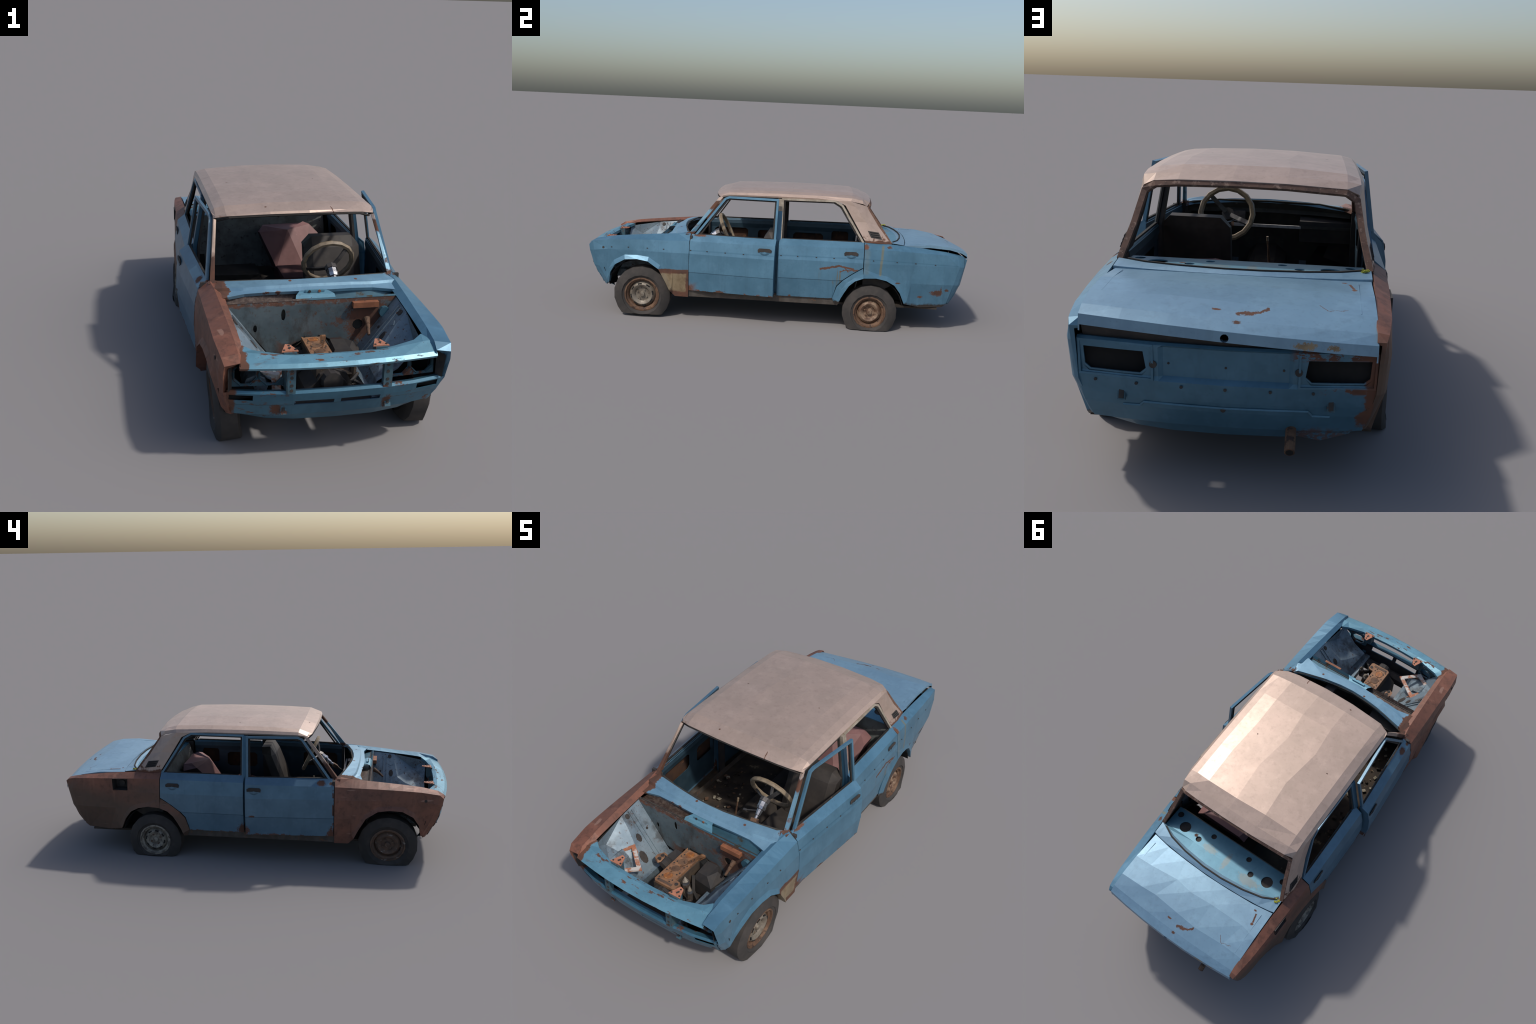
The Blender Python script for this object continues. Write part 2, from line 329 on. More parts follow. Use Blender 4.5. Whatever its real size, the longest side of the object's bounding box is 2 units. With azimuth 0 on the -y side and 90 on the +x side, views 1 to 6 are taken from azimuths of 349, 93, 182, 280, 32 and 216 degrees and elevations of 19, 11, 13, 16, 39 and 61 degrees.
MAT['seal'] = plain("black_rubber_seal", lin(30, 28, 26), lin(44, 38, 34), 30, .8, third=lin(90, 64, 46), tlo=.62, thi=.70)
MAT['rustrim'] = plain("rusty_window_rim", lin(104, 76, 62), lin(82, 60, 50), 40, .8, third=lin(138, 112, 96), tlo=.55, thi=.63)
MAT['doorin'] = paint("door_inner_blue", lin(52, 76, 90), lin(42, 62, 74), chips=.70, rough=.55)  # blue darkened to carry the cabin's occlusion on the door insides
MAT['cavity'] = plain("rusty_door_cavity", lin(70, 46, 30), lin(50, 34, 26), 14, .9, third=lin(110, 70, 40), tlo=.62, thi=.7, tscale=18)
MAT['bulkhead'] = plain("grey_bulkhead", lin(104, 108, 106), lin(82, 84, 80), 12, .75, third=lin(60, 58, 52), tlo=.56, thi=.68)
MAT['dirtyhole'] = plain("dark_hole", lin(44, 40, 38), lin(58, 52, 48), 30, .8)
MAT['moss'] = plain("yellow_moss", lin(150, 150, 50), lin(116, 120, 44), 60, .9)
MAT['paper'] = plain("pale_litter", lin(140, 132, 116), lin(112, 104, 88), 40, .9)
MAT['bluepillar'] = paint("pillar_blue", lin(62, 104, 130), lin(54, 92, 116), chips=.74, rough=.45)
MAT['white'] = plain("white_strip", lin(176, 172, 168), lin(150, 146, 142), 30, .5)

# ------------------------------------------------------------------ mesh helpers
class MB:
    """mesh accumulator with material slots"""
    def __init__(s): s.v, s.f, s.mi, s.mats = [], [], [], []
    def mat(s, m):
        m = MAT[m] if isinstance(m, str) else m
        if m not in s.mats: s.mats.append(m)
        return s.mats.index(m)
    def add(s, vs, fs, m):
        o = len(s.v); k = s.mat(m)
        s.v += [tuple(q) for q in vs]
        for f in fs: s.f.append([i + o for i in f]); s.mi.append(k)
        return s
    def grid(s, rows, m, close_u=False, close_v=False):
        """rows: list of equally long point lists"""
        nr, nc = len(rows), len(rows[0]); fs = []
        for i in range(nr if close_v else nr - 1):
            for j in range(nc if close_u else nc - 1):
                a, b = i * nc + j, i * nc + (j + 1) % nc
                c, d = ((i + 1) % nr) * nc + (j + 1) % nc, ((i + 1) % nr) * nc + j
                fs.append([a, b, c, d])
        return s.add([p for r in rows for p in r], fs, m)
    def box(s, c, size, m, rot=(0, 0, 0), taper=1.0, bev=0.0):
        R = Euler(rot).to_matrix(); hx, hy, hz = (q / 2 for q in size); vs = []
        for z in (-hz, hz):
            k = taper if z > 0 else 1.0
            for x, y in ((-hx, -hy), (hx, -hy), (hx, hy), (-hx, hy)):
                vs.append(Vector(c) + R @ Vector((x * k, y * k, z)))
        return s.add(vs, [[3, 2, 1, 0], [4, 5, 6, 7], [0, 1, 5, 4], [1, 2, 6, 5], [2, 3, 7, 6], [3, 0, 4, 7]], m)
    def cyl(s, p, q, r, m, r2=None, n=12, caps=True):
        p, q = Vector(p), Vector(q); d = (q - p).normalized()
        u = d.orthogonal().normalized(); w = d.cross(u); r2 = r if r2 is None else r2
        A = [p + (u * math.cos(2 * math.pi * i / n) + w * math.sin(2 * math.pi * i / n)) * r for i in range(n)]
        B = [q + (u * math.cos(2 * math.pi * i / n) + w * math.sin(2 * math.pi * i / n)) * r2 for i in range(n)]
        fs = [[i, (i + 1) % n, n + (i + 1) % n, n + i] for i in range(n)]
        if caps: fs += [list(range(n))[::-1], list(range(n, 2 * n))]
        return s.add(A + B, fs, m)
    def tube(s, pts, w, h, m, up=(1, 0, 0), closed=False):
        """rectangular bar along a path, mitred; w lies in the plane normal to 'up', h along 'up'"""
        P = [Vector(p) for p in pts]; n = len(P); U = Vector(up).normalized(); rows = []
        for i in range(n):
            a = P[i] - P[i - 1] if (i > 0 or closed) else P[1] - P[0]
            b = P[(i + 1) % n] - P[i] if (i < n - 1 or closed) else P[-1] - P[-2]
            a.normalize(); b.normalize(); t = (a + b).normalized()
            side = U.cross(t).normalized(); k = 1 / max(.35, math.sqrt(max(.01, (1 + a.dot(b)) / 2)))
            up2 = t.cross(side).normalized()
            rows.append([P[i] + side * w / 2 * k * sx + up2 * h / 2 * sy for sx, sy in ((-1, -1), (1, -1), (1, 1), (-1, 1))])
        s.grid(rows, m, close_u=True, close_v=closed)
        if not closed: s.add(rows[0], [[3, 2, 1, 0]], m); s.add(rows[-1], [[0, 1, 2, 3]], m)
        return s
    def lathe(s, prof, c, axis, m, n=20, arc=None):
        """prof: (along-axis, radius) points; closed ring around axis"""
        a = Vector(axis).normalized(); u = a.orthogonal().normalized(); w = a.cross(u); rows = []
        for h, r in prof:
            rows.append([Vector(c) + a * h + (u * math.cos(2 * math.pi * i / n) + w * math.sin(2 * math.pi * i / n)) * r for i in range(n)])
        return s.grid(rows, m, close_u=True)
    def prism(s, poly, vec, m):
        n = len(poly); A = [Vector(p) for p in poly]; B = [p + Vector(vec) for p in A]
        fs = [[i, (i + 1) % n, n + (i + 1) % n, n + i] for i in range(n)] + [list(range(n))[::-1], list(range(n, 2 * n))]
        return s.add(A + B, fs, m)
    def obj(s, name, parent=None, thick=0.0, out=None, matin=None, smooth=None, cuts=None, matrix=None, fixn=False, sub=0):
        me = bpy.data.meshes.new(name); me.from_pydata(s.v, [], s.f)
        for m in s.mats: me.materials.append(m)
        me.polygons.foreach_set("material_index", s.mi)
        bm = bmesh.new(); bm.from_mesh(me)
        bmesh.ops.remove_doubles(bm, verts=bm.verts, dist=1e-5)
        bmesh.ops.dissolve_degenerate(bm, dist=1e-6, edges=bm.edges)
        if fixn or out is None: bmesh.ops.recalc_face_normals(bm, faces=bm.faces)
        if out is not None:
            bmesh.ops.recalc_face_normals(bm, faces=bm.faces)
            tot = sum(f.normal.dot(Vector(out)) * f.calc_area() for f in bm.faces)
            if tot < 0: bmesh.ops.reverse_faces(bm, faces=bm.faces)
        bm.to_mesh(me); bm.free()
        ob = bpy.data.objects.new(name, me); bpy.context.scene.collection.objects.link(ob)
        ob.parent = parent or root
        need = False
        if thick:
            md = ob.modifiers.new("sheet", 'SOLIDIFY'); md.thickness = thick; md.offset = -1; need = True
            if matin:
                me.materials.append(MAT[matin]); md.material_offset = len(me.materials) - 1; md.material_offset_rim = 0
        hs = []
        for c in (cuts or []):
            h = c.helper(); hs.append(h)
            md = ob.modifiers.new("cut", 'BOOLEAN'); md.operation = 'DIFFERENCE'; md.object = h; md.solver = 'EXACT'; need = True
        if need:
            bpy.context.view_layer.update()
            dg = bpy.context.evaluated_depsgraph_get()
            new = bpy.data.meshes.new_from_object(ob.evaluated_get(dg))
            ob.modifiers.clear(); old = ob.data; ob.data = new; new.name = name
            bpy.data.meshes.remove(old)
        for h in hs: bpy.data.objects.remove(h, do_unlink=True)
        if smooth is not None:
            ob.data.polygons.foreach_set("use_smooth", [True] * len(ob.data.polygons))
            ob.data.set_sharp_from_angle(angle=math.radians(smooth))
        if matrix is not None: ob.matrix_local = matrix
        return ob
    def helper(s):
        me = bpy.data.meshes.new("cutter"); me.from_pydata(s.v, [], s.f)
        bm = bmesh.new(); bm.from_mesh(me); bmesh.ops.recalc_face_normals(bm, faces=bm.faces); bm.to_mesh(me); bm.free()
        h = bpy.data.objects.new("cutter", me); bpy.context.scene.collection.objects.link(h)
        h.parent = root
        return h

def interp(tab, t):
    if t <= tab[0][0]: return tab[0][1]
    for (a, p), (b, q) in zip(tab, tab[1:]):
        if t <= b: return p + (q - p) * (t - a) / (b - a)
    return tab[-1][1]
def mir(pts, s): return [(p[0] * s, p[1], p[2]) for p in pts]

# half width and height of the shoulder crease along the car
W = [(-.975, .362), (-.95, .370), (-.85, .381), (-.6, .385), (-.44, .3865), (0, .388), (.45, .3855), (.65, .379), (.85, .369), (.95, .355), (.98, .347)]
ZS = [(-.975, .360), (-.955, .371), (-.93, .384), (-.88, .393), (-.8, .399), (-.66, .404), (-.52, .407), (-.44, .409), (0, .414), (.22, .415), (.45, .418), (.62, .414), (.8, .407), (.92, .401), (.955, .394), (.975, .383)]
XI = [(-.973, .3145), (-.52, .336)]
ZI = [(-.975, .371), (-.945, .387), (-.9, .399), (-.85, .406), (-.8, .412), (-.65, .427), (-.53, .437), (-.44, .442)]

BEL = [(-.80, 0), (-.60, .010), (-.44, .013), (0, .014), (.42, .013), (.62, .004), (.75, 0)]
BPR = [(.152, .6), (.20, .85), (.25, 1), (.33, .85), (.38, .45), (.415, 0)]
def belly(y, z): return interp(BEL, y) * interp(BPR, z)
# ------------------------------------------------------------------ front fenders
ARCH_F = [(-.866, .166), (-.856, .222), (-.828, .267), (-.775, .297), (-.711, .302), (-.655, .294), (-.598, .257), (-.562, .195), (-.540, .150)]
def fender(side):
    st = []
    st.append([(.313, -.974, .352), (.3145, -.973, .370), (.364, -.971, .361), (.367, -.966, .332), (.364, -.943, .255), (.332, -.890, .150), (.315, -.888, .153)])
    st.append([(.302, -.930, .373), (.317, -.943, .388), (.371, -.950, .381), (.378, -.940, .335), (.373, -.913, .25), (.345, -.879, .150), (.325, -.879, .153)])
    yc, zc = -.703, .13
    for i, (y, z) in enumerate(ARCH_F):
        fy, fz = yc + (y - yc) * 1.07, max(z, zc + (z - zc) * 1.06) + .012
        w = interp(W, y)
        fz = min(fz, .322); tk = (.034, .018, .005)[i] if i < 3 else 0
        zi = interp(ZI, y)
        st.append([(interp([(-.876, .297), (-.585, .305)], y), y, zi - .013), (interp(XI, y), y, zi), (w, y, interp(ZS, y)),
                   (w + .003 + belly(y, .345), y, .345), (w + .003 + belly(fy, fz) - tk * .55, fy, fz), (w + .014 + belly(y, z) - tk, y, z), (w - .022 - tk, y, z - .002)])
    for y, z in ((-.575, .118), (-.512, .116), (-.443, .115)):
        w = interp(W, y); zi = interp(ZI, y)
        if y == -.575: continue
        p0 = {-.512: (.329, y, .4345), -.443: (.335, y, .441)}[y]
        st.append([p0, (max(interp(XI, y), .336) + (.010 if y > -.5 else 0), y, zi), (w, y, interp(ZS, y)), (w + .003 + belly(y, .345), y, .345), (w + .002 + belly(y, .25), y, .250), (w + .001, y, z), (w - .035, y, z + .003)])
    # transition station just behind the arch
    y = -.525; w = interp(W, y); zi = interp(ZI, y)
    st.insert(-2, [(.326, y, .433), (interp(XI, y), y, zi), (w, y, interp(ZS, y)), (w + .003 + belly(y, .345), y, .345), (w + .002 + belly(y, .25), y, .250), (w + .002, y, .128), (w - .03, y, .131)])
    b = MB(); b.grid([mir(r, side) for r in st], 'fender_l' if side > 0 else 'rust')
    # nose flange closing the front edge
    b.grid([mir(st[0][1:5], side), mir([(.335, -.95, .352), (.345, -.95, .345), (.345, -.945, .32), (.345, -.92, .25)], side)], 'fender_l' if side > 0 else 'rust')
    cuts = []
    return b.obj("front_fender", thick=.004, out=(side, 0, .3), matin='soot', cuts=cuts)
fenders = {s: fender(s) for s in (1, -1)}

# ------------------------------------------------------------------ rear quarter panels
ARCH_R = [(.330, .123), (.352, .166), (.380, .218), (.411, .250), (.455, .268), (.520, .271), (.572, .260), (.614, .238), (.645, .198), (.669, .143)]
DOOR_ARC = [(.302, .155), (.310, .180), (.322, .218), (.351, .250), (.398, .285), (.449, .317)]
def quarter(side):
    mat = 'quarter_l' if side > 0 else 'rustq'
    b = MB()
    # band between the door's curved edge and the wheel arch
    outer = [(.316, .118)] + DOOR_ARC
    lips = [(.330, .118), (.336, .135), (.345, .158), (.362, .190), (.384, .226), (.413, .252), (.455, .268)]
    rows = []
    for (y, z), (ly, lz) in zip(outer, lips):
        w = interp(W, y); my, mz = (y * .45 + ly * .55), (z * .45 + lz * .55)
        tuck = .012 if z < .13 else 0
        rows.append([(w + .001 - tuck + belly(y, z), y, z), (w + .004 - tuck + belly(my, mz), my, mz), (w + .009 - tuck + belly(ly, lz), ly, lz), (w - .02, ly, lz)])
    b.grid([mir(r, side) for r in rows], mat)
    st = []
    yc, zc = .50, .10
    def top(y):
        return [(interp([(.45, .345), (.59, .341), (.65, .338), (.90, .330), (.95, .325)], y), y, interp([(.45, .445), (.59, .441), (.65, .436), (.80, .424), (.88, .414), (.95, .400)], y)),
                (interp(W, y), y, interp(ZS, y))]
    first = True
    for y, z in [(.4535, .2685), (.520, .271), (.572, .260), (.614, .238), (.645, .198), (.669, .143)]:
        w = interp(W, y); fy, fz = yc + (y - yc) * 1.08, zc + (z - zc) * 1.06 + .012
        if first: fy, fz = y, .316
        st.append(top(y) + [(w + .003 + belly(y, .345), y, .345), (w + .003 + belly(fy, fz), fy, min(fz, .318)), (w + .009 + belly(y, z), y, z), (w - .02, y, z)]); first = False
    for y, z in ((.70, .135), (.745, .125), (.868, .127)):
        w = interp(W, y)
        st.append(top(y) + [(w + .003, y, .345), (w + .001, y, .250), (w - interp([(.70, .006), (.745, .018), (.868, .030)], y), y, z), (w - .055, y, z + .004)])
    st.append(top(.93) + [(.364, .940, .345), (.361, .915, .250), (.335, .888, .142), (.31, .884, .142)])
    st.append([(.328, .958, .398), (.354, .957, .3935), (.355, .962, .345), (.353, .938, .250), (.328, .892, .150), (.305, .89, .15)])
    st.append([(.327, .972, .380), (.348, .975, .381), (.346, .969, .345), (.345, .948, .250), (.32, .902, .146), (.30, .893, .15)])
    st.append([(.330, .966, .372), (.338, .970, .372), (.337, .966, .345), (.335, .953, .250), (.310, .906, .143), (.29, .89, .143)])
    b.grid([mir(r, side) for r in st], mat)
    cuts = []
    if side < 0:
        c = MB(); c.box((-.385, .668, .380), (.06, .082, .060), 'black'); cuts.append(c)
    return b.obj("rear_quarter_panel", thick=.004, out=(side, 0, .3), matin='soot', cuts=cuts)
quarters = {s: quarter(s) for s in (1, -1)}
# fuel filler recess
b = MB(); b.grid([[(-.383, .629, .352), (-.383, .707, .348), (-.383, .709, .410), (-.383, .628, .411), (-.383, .629, .352)],
                  [(-.330, .634, .356), (-.330, .702, .354), (-.330, .703, .404), (-.330, .634, .404), (-.330, .634, .356)]], 'soot')
b.add([(-.330, .634, .356), (-.330, .702, .354), (-.330, .703, .404), (-.330, .634, .404)], [[0, 1, 2, 3]], 'black')
b.cyl((-.330, .668, .378), (-.345, .668, .378), .016, 'soot')
b.obj("fuel_filler_recess", quarters[-1])

# ------------------------------------------------------------------ doors
def sill_line(y): return .352, interp([(-.44, .441), (.45, .445)], y)
def door(front, side):
    yellow = None
    mat = 'door_l' if side > 0 else 'door_r'
    b = MB(); rows = []
    if front: ys = [-.438, -.33, -.16, .004]
    else: ys = [.0165, .10, .20, .300]
    def col(y, zb=.152):
        w = interp(W, y); sx, sz = sill_line(y)
        return [(sx - .012, y, sz - .012), (sx - .004, y, sz), (sx, y, sz), (w, y, interp(ZS, y)), (w + .003 + belly(y, .345), y, .345), (w + .0025 + belly(y, .25), y, .2505), (w + .0005 + belly(y, .246), y, .2465), (w - .003 + belly(y, zb), y, zb)]
    rows = [col(y) for y in ys]
    if not front:
        for (y, z), zc2 in zip(DOOR_ARC[2:], (None,) * 9):
            y2 = y - .003; w = interp(W, y2); z2 = z + .003
            c = col(y2)
            k5, k6, k7 = max(.2505, z2), max(.2465, z2), max(.155, z2); c[5] = (w + .0025 + belly(y2, k5), y2, k5); c[6] = (w + .0005 + belly(y2, k6), y2, k6); c[7] = (w - .001 + belly(y2, k7), y2, k7)
            if z2 > .345: c[4] = (w + .003, y2, z2)
            rows.append(c)
        # first arc point sits lower
        rows.insert(4, [q if i < 7 else (q[0], q[1], .175) for i, q in enumerate(col(.3075))])
        c = col(.4495); c[5] = c[6] = c[7] = (interp(W, .4495) + .003 + belly(.45, .32), .4495, .320); rows.append(c)
    b.grid([mir(r, side) for r in rows], mat)
    M = Matrix.Identity(4)
    if front:
        ang = (.110 if side > 0 else .062) * -side
        h = Vector((side * .372, -.436, 0))
        M = Matrix.Translation(h) @ Matrix.Rotation(ang, 4, 'Z') @ Matrix.Translation(-h)
    ob = b.obj("front_door" if front else "rear_door", thick=.004, out=(side, 0, .2), matin='doorin', matrix=M)
    # inner panel with cut-outs and a rusty cavity behind
    y0, y1 = ys[0] + .004, (ys[-1] - .002 if front else .30)
    p = MB(); xi = .348
    zt = .436
    prof = [(xi - .006, zt), (xi - .010, .41), (xi - .004, .385), (xi + .004, .16)]
    yy = [y0, (y0 + y1) / 2, y1] + ([] if front else [.40, .447])
    rws = []
    for y in yy:
        zlow = .16 if y < .31 else (.285 if y < .42 else .32)
        rws.append([(x * side, y, max(z, zlow)) for x, z in prof])
    p.grid(rws, 'doorin')
    cuts = []
    holes = ((.13, .34, .20), (.36, .33, .14)) if front else ((.14, .33, .18), (.33, .35, .10))
    for oy, oz, wy in holes:
        c = MB(); cy = y0 + oy - .0
        hz = .085
        pr = [(side * .30, cy - wy / 2 + a * wy, oz - hz / 2 + e * hz) for a, e in ((.08, 0), (.92, 0), (1, .15), (1, .85), (.92, 1), (.08, 1), (0, .85), (0, .15))]
        c.prism(pr, (side * .08, 0, 0), 'black'); cuts.append(c)
    p.obj("door_inner_panel", ob, thick=.003, out=(-side, 0, 0), cuts=cuts)
    e = MB()
    e.grid([[(side * .372, y, max(.17, zl)), (side * .372, y, .405)] for y, zl in ((y0, 0), (y1, 0))] if front else
           [[(side * .372, y, zl), (side * .372, y, .405)] for y, zl in ((y0, .17), (.30, .17), (.41, .30), (.445, .33))], 'cavity')
    # end faces
    for y in (y0 - .003, y1 + .001) if front else (y0 - .003,):
        e.add([(side * .345, y, .16), (side * .384, y, .156), (side * .402, y, .25), (side * .400, y, .345), (side * .384, y, .41), (side * .352, y, .438), (side * .342, y, .436)], [list(range(7))], mat)
    if front: e.grid([[(side * .345, y0, .158), (side * .345, y1, .158)], [(side * .384, y0, .154), (side * .384, y1, .154)]], mat)
    e.obj("door_shell", ob)
    # window frame
    fm = mat if (front or side < 0) else 'beige'
    f = MB()
    if front:
        path = [(.350, -.418, .435), (.3085, -.276, .629), (.3095, -.255, .638), (.316, -.003, .640), (.350, -.004, .435)]
        f.tube(mir(path, side), .011, .012, fm, up=(side, 0, .18))
        inn = [(.3465, -.398, .435), (.307, -.270, .622), (.308, -.252, .629), (.313, -.014, .631), (.346, -.015, .435)]
        f.tube(mir(inn, side), .007, .007, 'seal', up=(side, 0, .18))
    else:
        path = [(.350, .024, .438), (.316, .024, .641), (.316, .292, .644), (.3165, .330, .622), (.347, .447, .440)]
        f.tube(mir(path, side), .010, .012, fm, up=(side, 0, .18))
        inn = [(.347, .034, .438), (.314, .034, .633), (.314, .285, .636), (.3145, .322, .615), (.345, .435, .440)]
        f.tube(mir(inn, side), .007, .007, 'seal', up=(side, 0, .18))
    f.obj("window_frame", ob, fixn=True)
    # window slot felt
    s_ = MB(); s_.tube(mir([(.348, ys[0] + .03, .4425), (.348, (ys[-1] if front else .44) - .02, .4455 if not front else .4425)], side), .008, .006, 'seal', up=(0, 0, 1)); s_.obj("window_seal", ob)
    # empty handle recess: raised half-moon below a dark slot
    hy = -.047 if front else .386
    if side < 0: hy = -.040 if front else .385
    w = interp(W, hy) + .0032 + belly(hy, .385)
    hd = MB(); z0 = .388
    slot = [(-.036, .003), (-.029, .011), (.024, .012), (.036, .004), (.034, -.008), (.014, -.006), (-.014, -.007), (-.034, -.010)]
    hd.prism([(side * (w - .002), hy + a, z0 + c) for a, c in slot], (side * .0032, 0, 0), 'dirtyhole')
    ho = hd.obj("door_handle_recess", ob)
    di = MB(); N = 10
    rim = [(side * (w + .0012), hy + .024 * math.cos(math.pi + math.pi * i / N), z0 - .007 + .017 * math.sin(math.pi + math.pi * i / N)) for i in range(N + 1)]
    inn2 = [(side * (w + .0042), hy + .013 * math.cos(math.pi + math.pi * i / N), z0 - .007 + .009 * math.sin(math.pi + math.pi * i / N)) for i in range(N + 1)]
    di.grid([rim, inn2], mat); di.add([(side * (w + .0030), hy, z0 - .004)] + inn2, [[0, i + 1, i + 2] for i in range(N)], mat)
    di.obj("handle_half_moon", ho, out=(side, 0, 0))
    return ob
doors = {(f, s): door(f, s) for f in (True, False) for s in (1, -1)}

# small clip holes left by the missing side moulding (blue side only)
b = MB()
def clip(y, z, parent_w=.0035, ry=.0042, rz=.0022, n=8, bb=None):
    w = interp(W, y) + .0035 + belly(y, z)
    (bb or b).prism([(w - .003, y + ry * math.cos(2 * math.pi * i / n), z + rz * math.sin(2 * math.pi * i / n)) for i in range(n)], (.0036, 0, 0), 'dirtyhole')
for y, z in ((-.848, .356), (-.76, .360), (-.660, .361), (-.575, .361), (.50, .360), (.62, .357), (.715, .355), (.815, .352), (.905, .349)): clip(y, z)
clip(-.892, .351, ry=.0065, rz=.0065)
b.obj("moulding_clip_holes")["kind"] = "stuff"
for fr, ys in ((True, (-.432, -.345, -.25, -.155)), (False, (.03, .115, .21, .30))):
    b = MB()
    for y in ys: clip(y, .363, bb=b)
    b.obj("moulding_clip_holes", doors[(fr, 1)])["kind"] = "stuff"
b = MB(); b.prism([(-(interp(W, -.885) + .003), -.885 + .007 * math.cos(i * .785), .352 + .007 * math.sin(i * .785)) for i in range(8)], (-.003, 0, 0), 'dirtyhole'); b.obj("lamp_hole", fenders[-1])

# ------------------------------------------------------------------ roof with rear pillars
cols = [-.303, -.265, -.10, .05, .20, .268, .303]
rowsY = [(-.322, .661), (-.262, .679), (-.135, .688), (.02, .691), (.205, .691), (.378, .686), (.440, .667)]
drop = {-.303: .024, -.265: .012, -.10: .001, .05: 0, .20: .005, .268: .014, .303: .024}
def roof_pt(x, y, z):
    dd = drop[x]
    if abs(x) > .26:
        f = 1.0
        if y < -.25: dd *= .75
        if y > .42: dd *= .6
    if y in (-.322,): y = y + .030 * (abs(x) / .3) ** 2 - .006
    if y in (-.262,): y = y + .008 * (abs(x) / .3) ** 2
    if y > .43: y = y - .008 * (abs(x) / .3) ** 2
    return (x, y, z - dd)
rows = [[roof_pt(x, y, z) for x in cols] for y, z in rowsY]
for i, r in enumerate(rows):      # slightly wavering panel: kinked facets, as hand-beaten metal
    for j in range(2, 5):
        if 1 < i < 6: x, y, z = r[j]; r[j] = (x + (0, 0, 0, -.016, .010, -.004)[i] * (1 if j != 4 else .3), y + random.uniform(-.008, .008), z + random.uniform(-.0012, .0008))
# front visor edge over the windscreen and rear edge over the backlight
front = [(-.306, -.300, .636), (-.262, -.318, .646), (-.10, -.331, .652), (.05, -.334, .653), (.20, -.327, .650), (.262, -.318, .646), (.306, -.300, .636)]
rear = [(-.297, .458, .628), (-.264, .470, .643), (-.10, .480, .651), (.05, .481, .652), (.20, .476, .648), (.268, .470, .642), (.297, .458, .628)]
b = MB(); b.grid([front] + rows + [rear], 'tan')
# side rails: gutter strip from the A pillar to the rear pillar
def edge_pts(side): return [r[0] if side < 0 else r[-1] for r in [front] + rows + [rear]]
for side in (1, -1):
    e = edge_pts(side)
    g1 = [(side * x, y, z) for x, y, z in ((.311, -.296, .634), (.313, -.285, .646), (.316, -.255, .650), (.3165, -.135, .652), (.317, .02, .654), (.317, .205, .654), (.315, .370, .648), (.307, .435, .636), (.300, .456, .624))]
    g2 = [(side * x, y, z) for x, y, z in ((.308, -.293, .630), (.312, -.283, .638), (.314, -.255, .6425), (.3145, -.135, .6445), (.315, .02, .6465), (.315, .205, .6475), (.315, .325, .642), (.312, .40, .625), (.303, .458, .615))]
    b.grid([e, g1], 'tan'); b.grid([g1[:7], g2[:7]], 'tan')
    # rear pillar: from window-frame edge to backlight edge
    fr = [(.317, .300, .6475), (.318, .345, .625), (.326, .395, .545), (.348, .458, .444)]
    md = [(.315, .370, .648), (.316, .400, .618), (.325, .455, .545), (.349, .520, .4425)]
    bk = [(.300, .456, .624), (.3015, .468, .605), (.315, .525, .528), (.340, .592, .4405)]
    b.grid([mir(fr, side), mir(md, side), mir(bk, side)], 'tan')
    b.add(mir([(.317, .205, .654), (.315, .205, .6475), (.317, .300, .6475), (.315, .370, .648)], side), [[0, 1, 2, 3]], 'tan')
roof = b.obj("roof", thick=.005, out=(0, 0, 1), matin='headliner')
# backlight rim and windscreen top rim
b = MB()
rimr = [(.332, .588, .443), (.309, .524, .530), (.293, .464, .612), (.262, .470, .632), (.20, .474, .638), (.05, .478, .642), (-.10, .478, .641), (-.262, .470, .632), (-.293, .464, .612), (-.309, .524, .530), (-.332, .588, .443)]
b.tube(rimr, .016, .012, 'rustrim', up=(0, .8, .6)); b.obj("backlight_rim", roof, fixn=True)
b = MB()
rimf = [(.300, -.300, .622), (.258, -.322, .638), (.20, -.329, .642), (.05, -.334, .645), (-.10, -.333, .644), (-.258, -.322, .638), (-.300, -.300, .622)]
b.tube([(x * .985, y + .006, z + .001) for x, y, z in rimf], .006, .008, 'seal', up=(0, -.8, .5)); b.obj("windscreen_rim", roof, fixn=True)
# inner roof rails and inner rear pillars (dark) so the cabin reads as a shell
for side in (1, -1):
    b = MB(); b.tube(mir([(.302, -.285, .630), (.305, -.25, .637), (.306, .02, .640), (.306, .30, .638)], side), .012, .010, 'headliner', up=(side, 0, 0))
    b.grid([mir([(.306, .300, .63), (.312, .385, .54), (.330, .446, .45)], side), mir([(.290, .455, .61), (.304, .52, .525), (.325, .585, .446)], side)], 'headliner')
    b.obj("inner_roof_rail", roof, fixn=True)
    # louvre on the rear pillar
    v = MB(); c0 = Vector((side * .3385, .502, .484))
    u_, w_ = Vector((0, .034, -.003)), Vector((-side * .0058, -.010, .020))
    n_ = u_.cross(w_).normalized(); n_ = n_ if n_.x * side > 0 else -n_
    v.prism([c0 + a * u_ + e * w_ - n_ * .003 for a, e in ((-.8, -.8), (.85, -.85), (.8, .8), (-.85, .85))], n_ * .0045, 'soot')
    for k in (-.5, 0, .5): v.prism([c0 + a * u_ + (k + e) * w_ for a, e in ((-.62, -.1), (.62, -.1), (.62, .1), (-.62, .1))], n_ * .003, 'black')
    v.obj("pillar_louvre", roof, fixn=True)

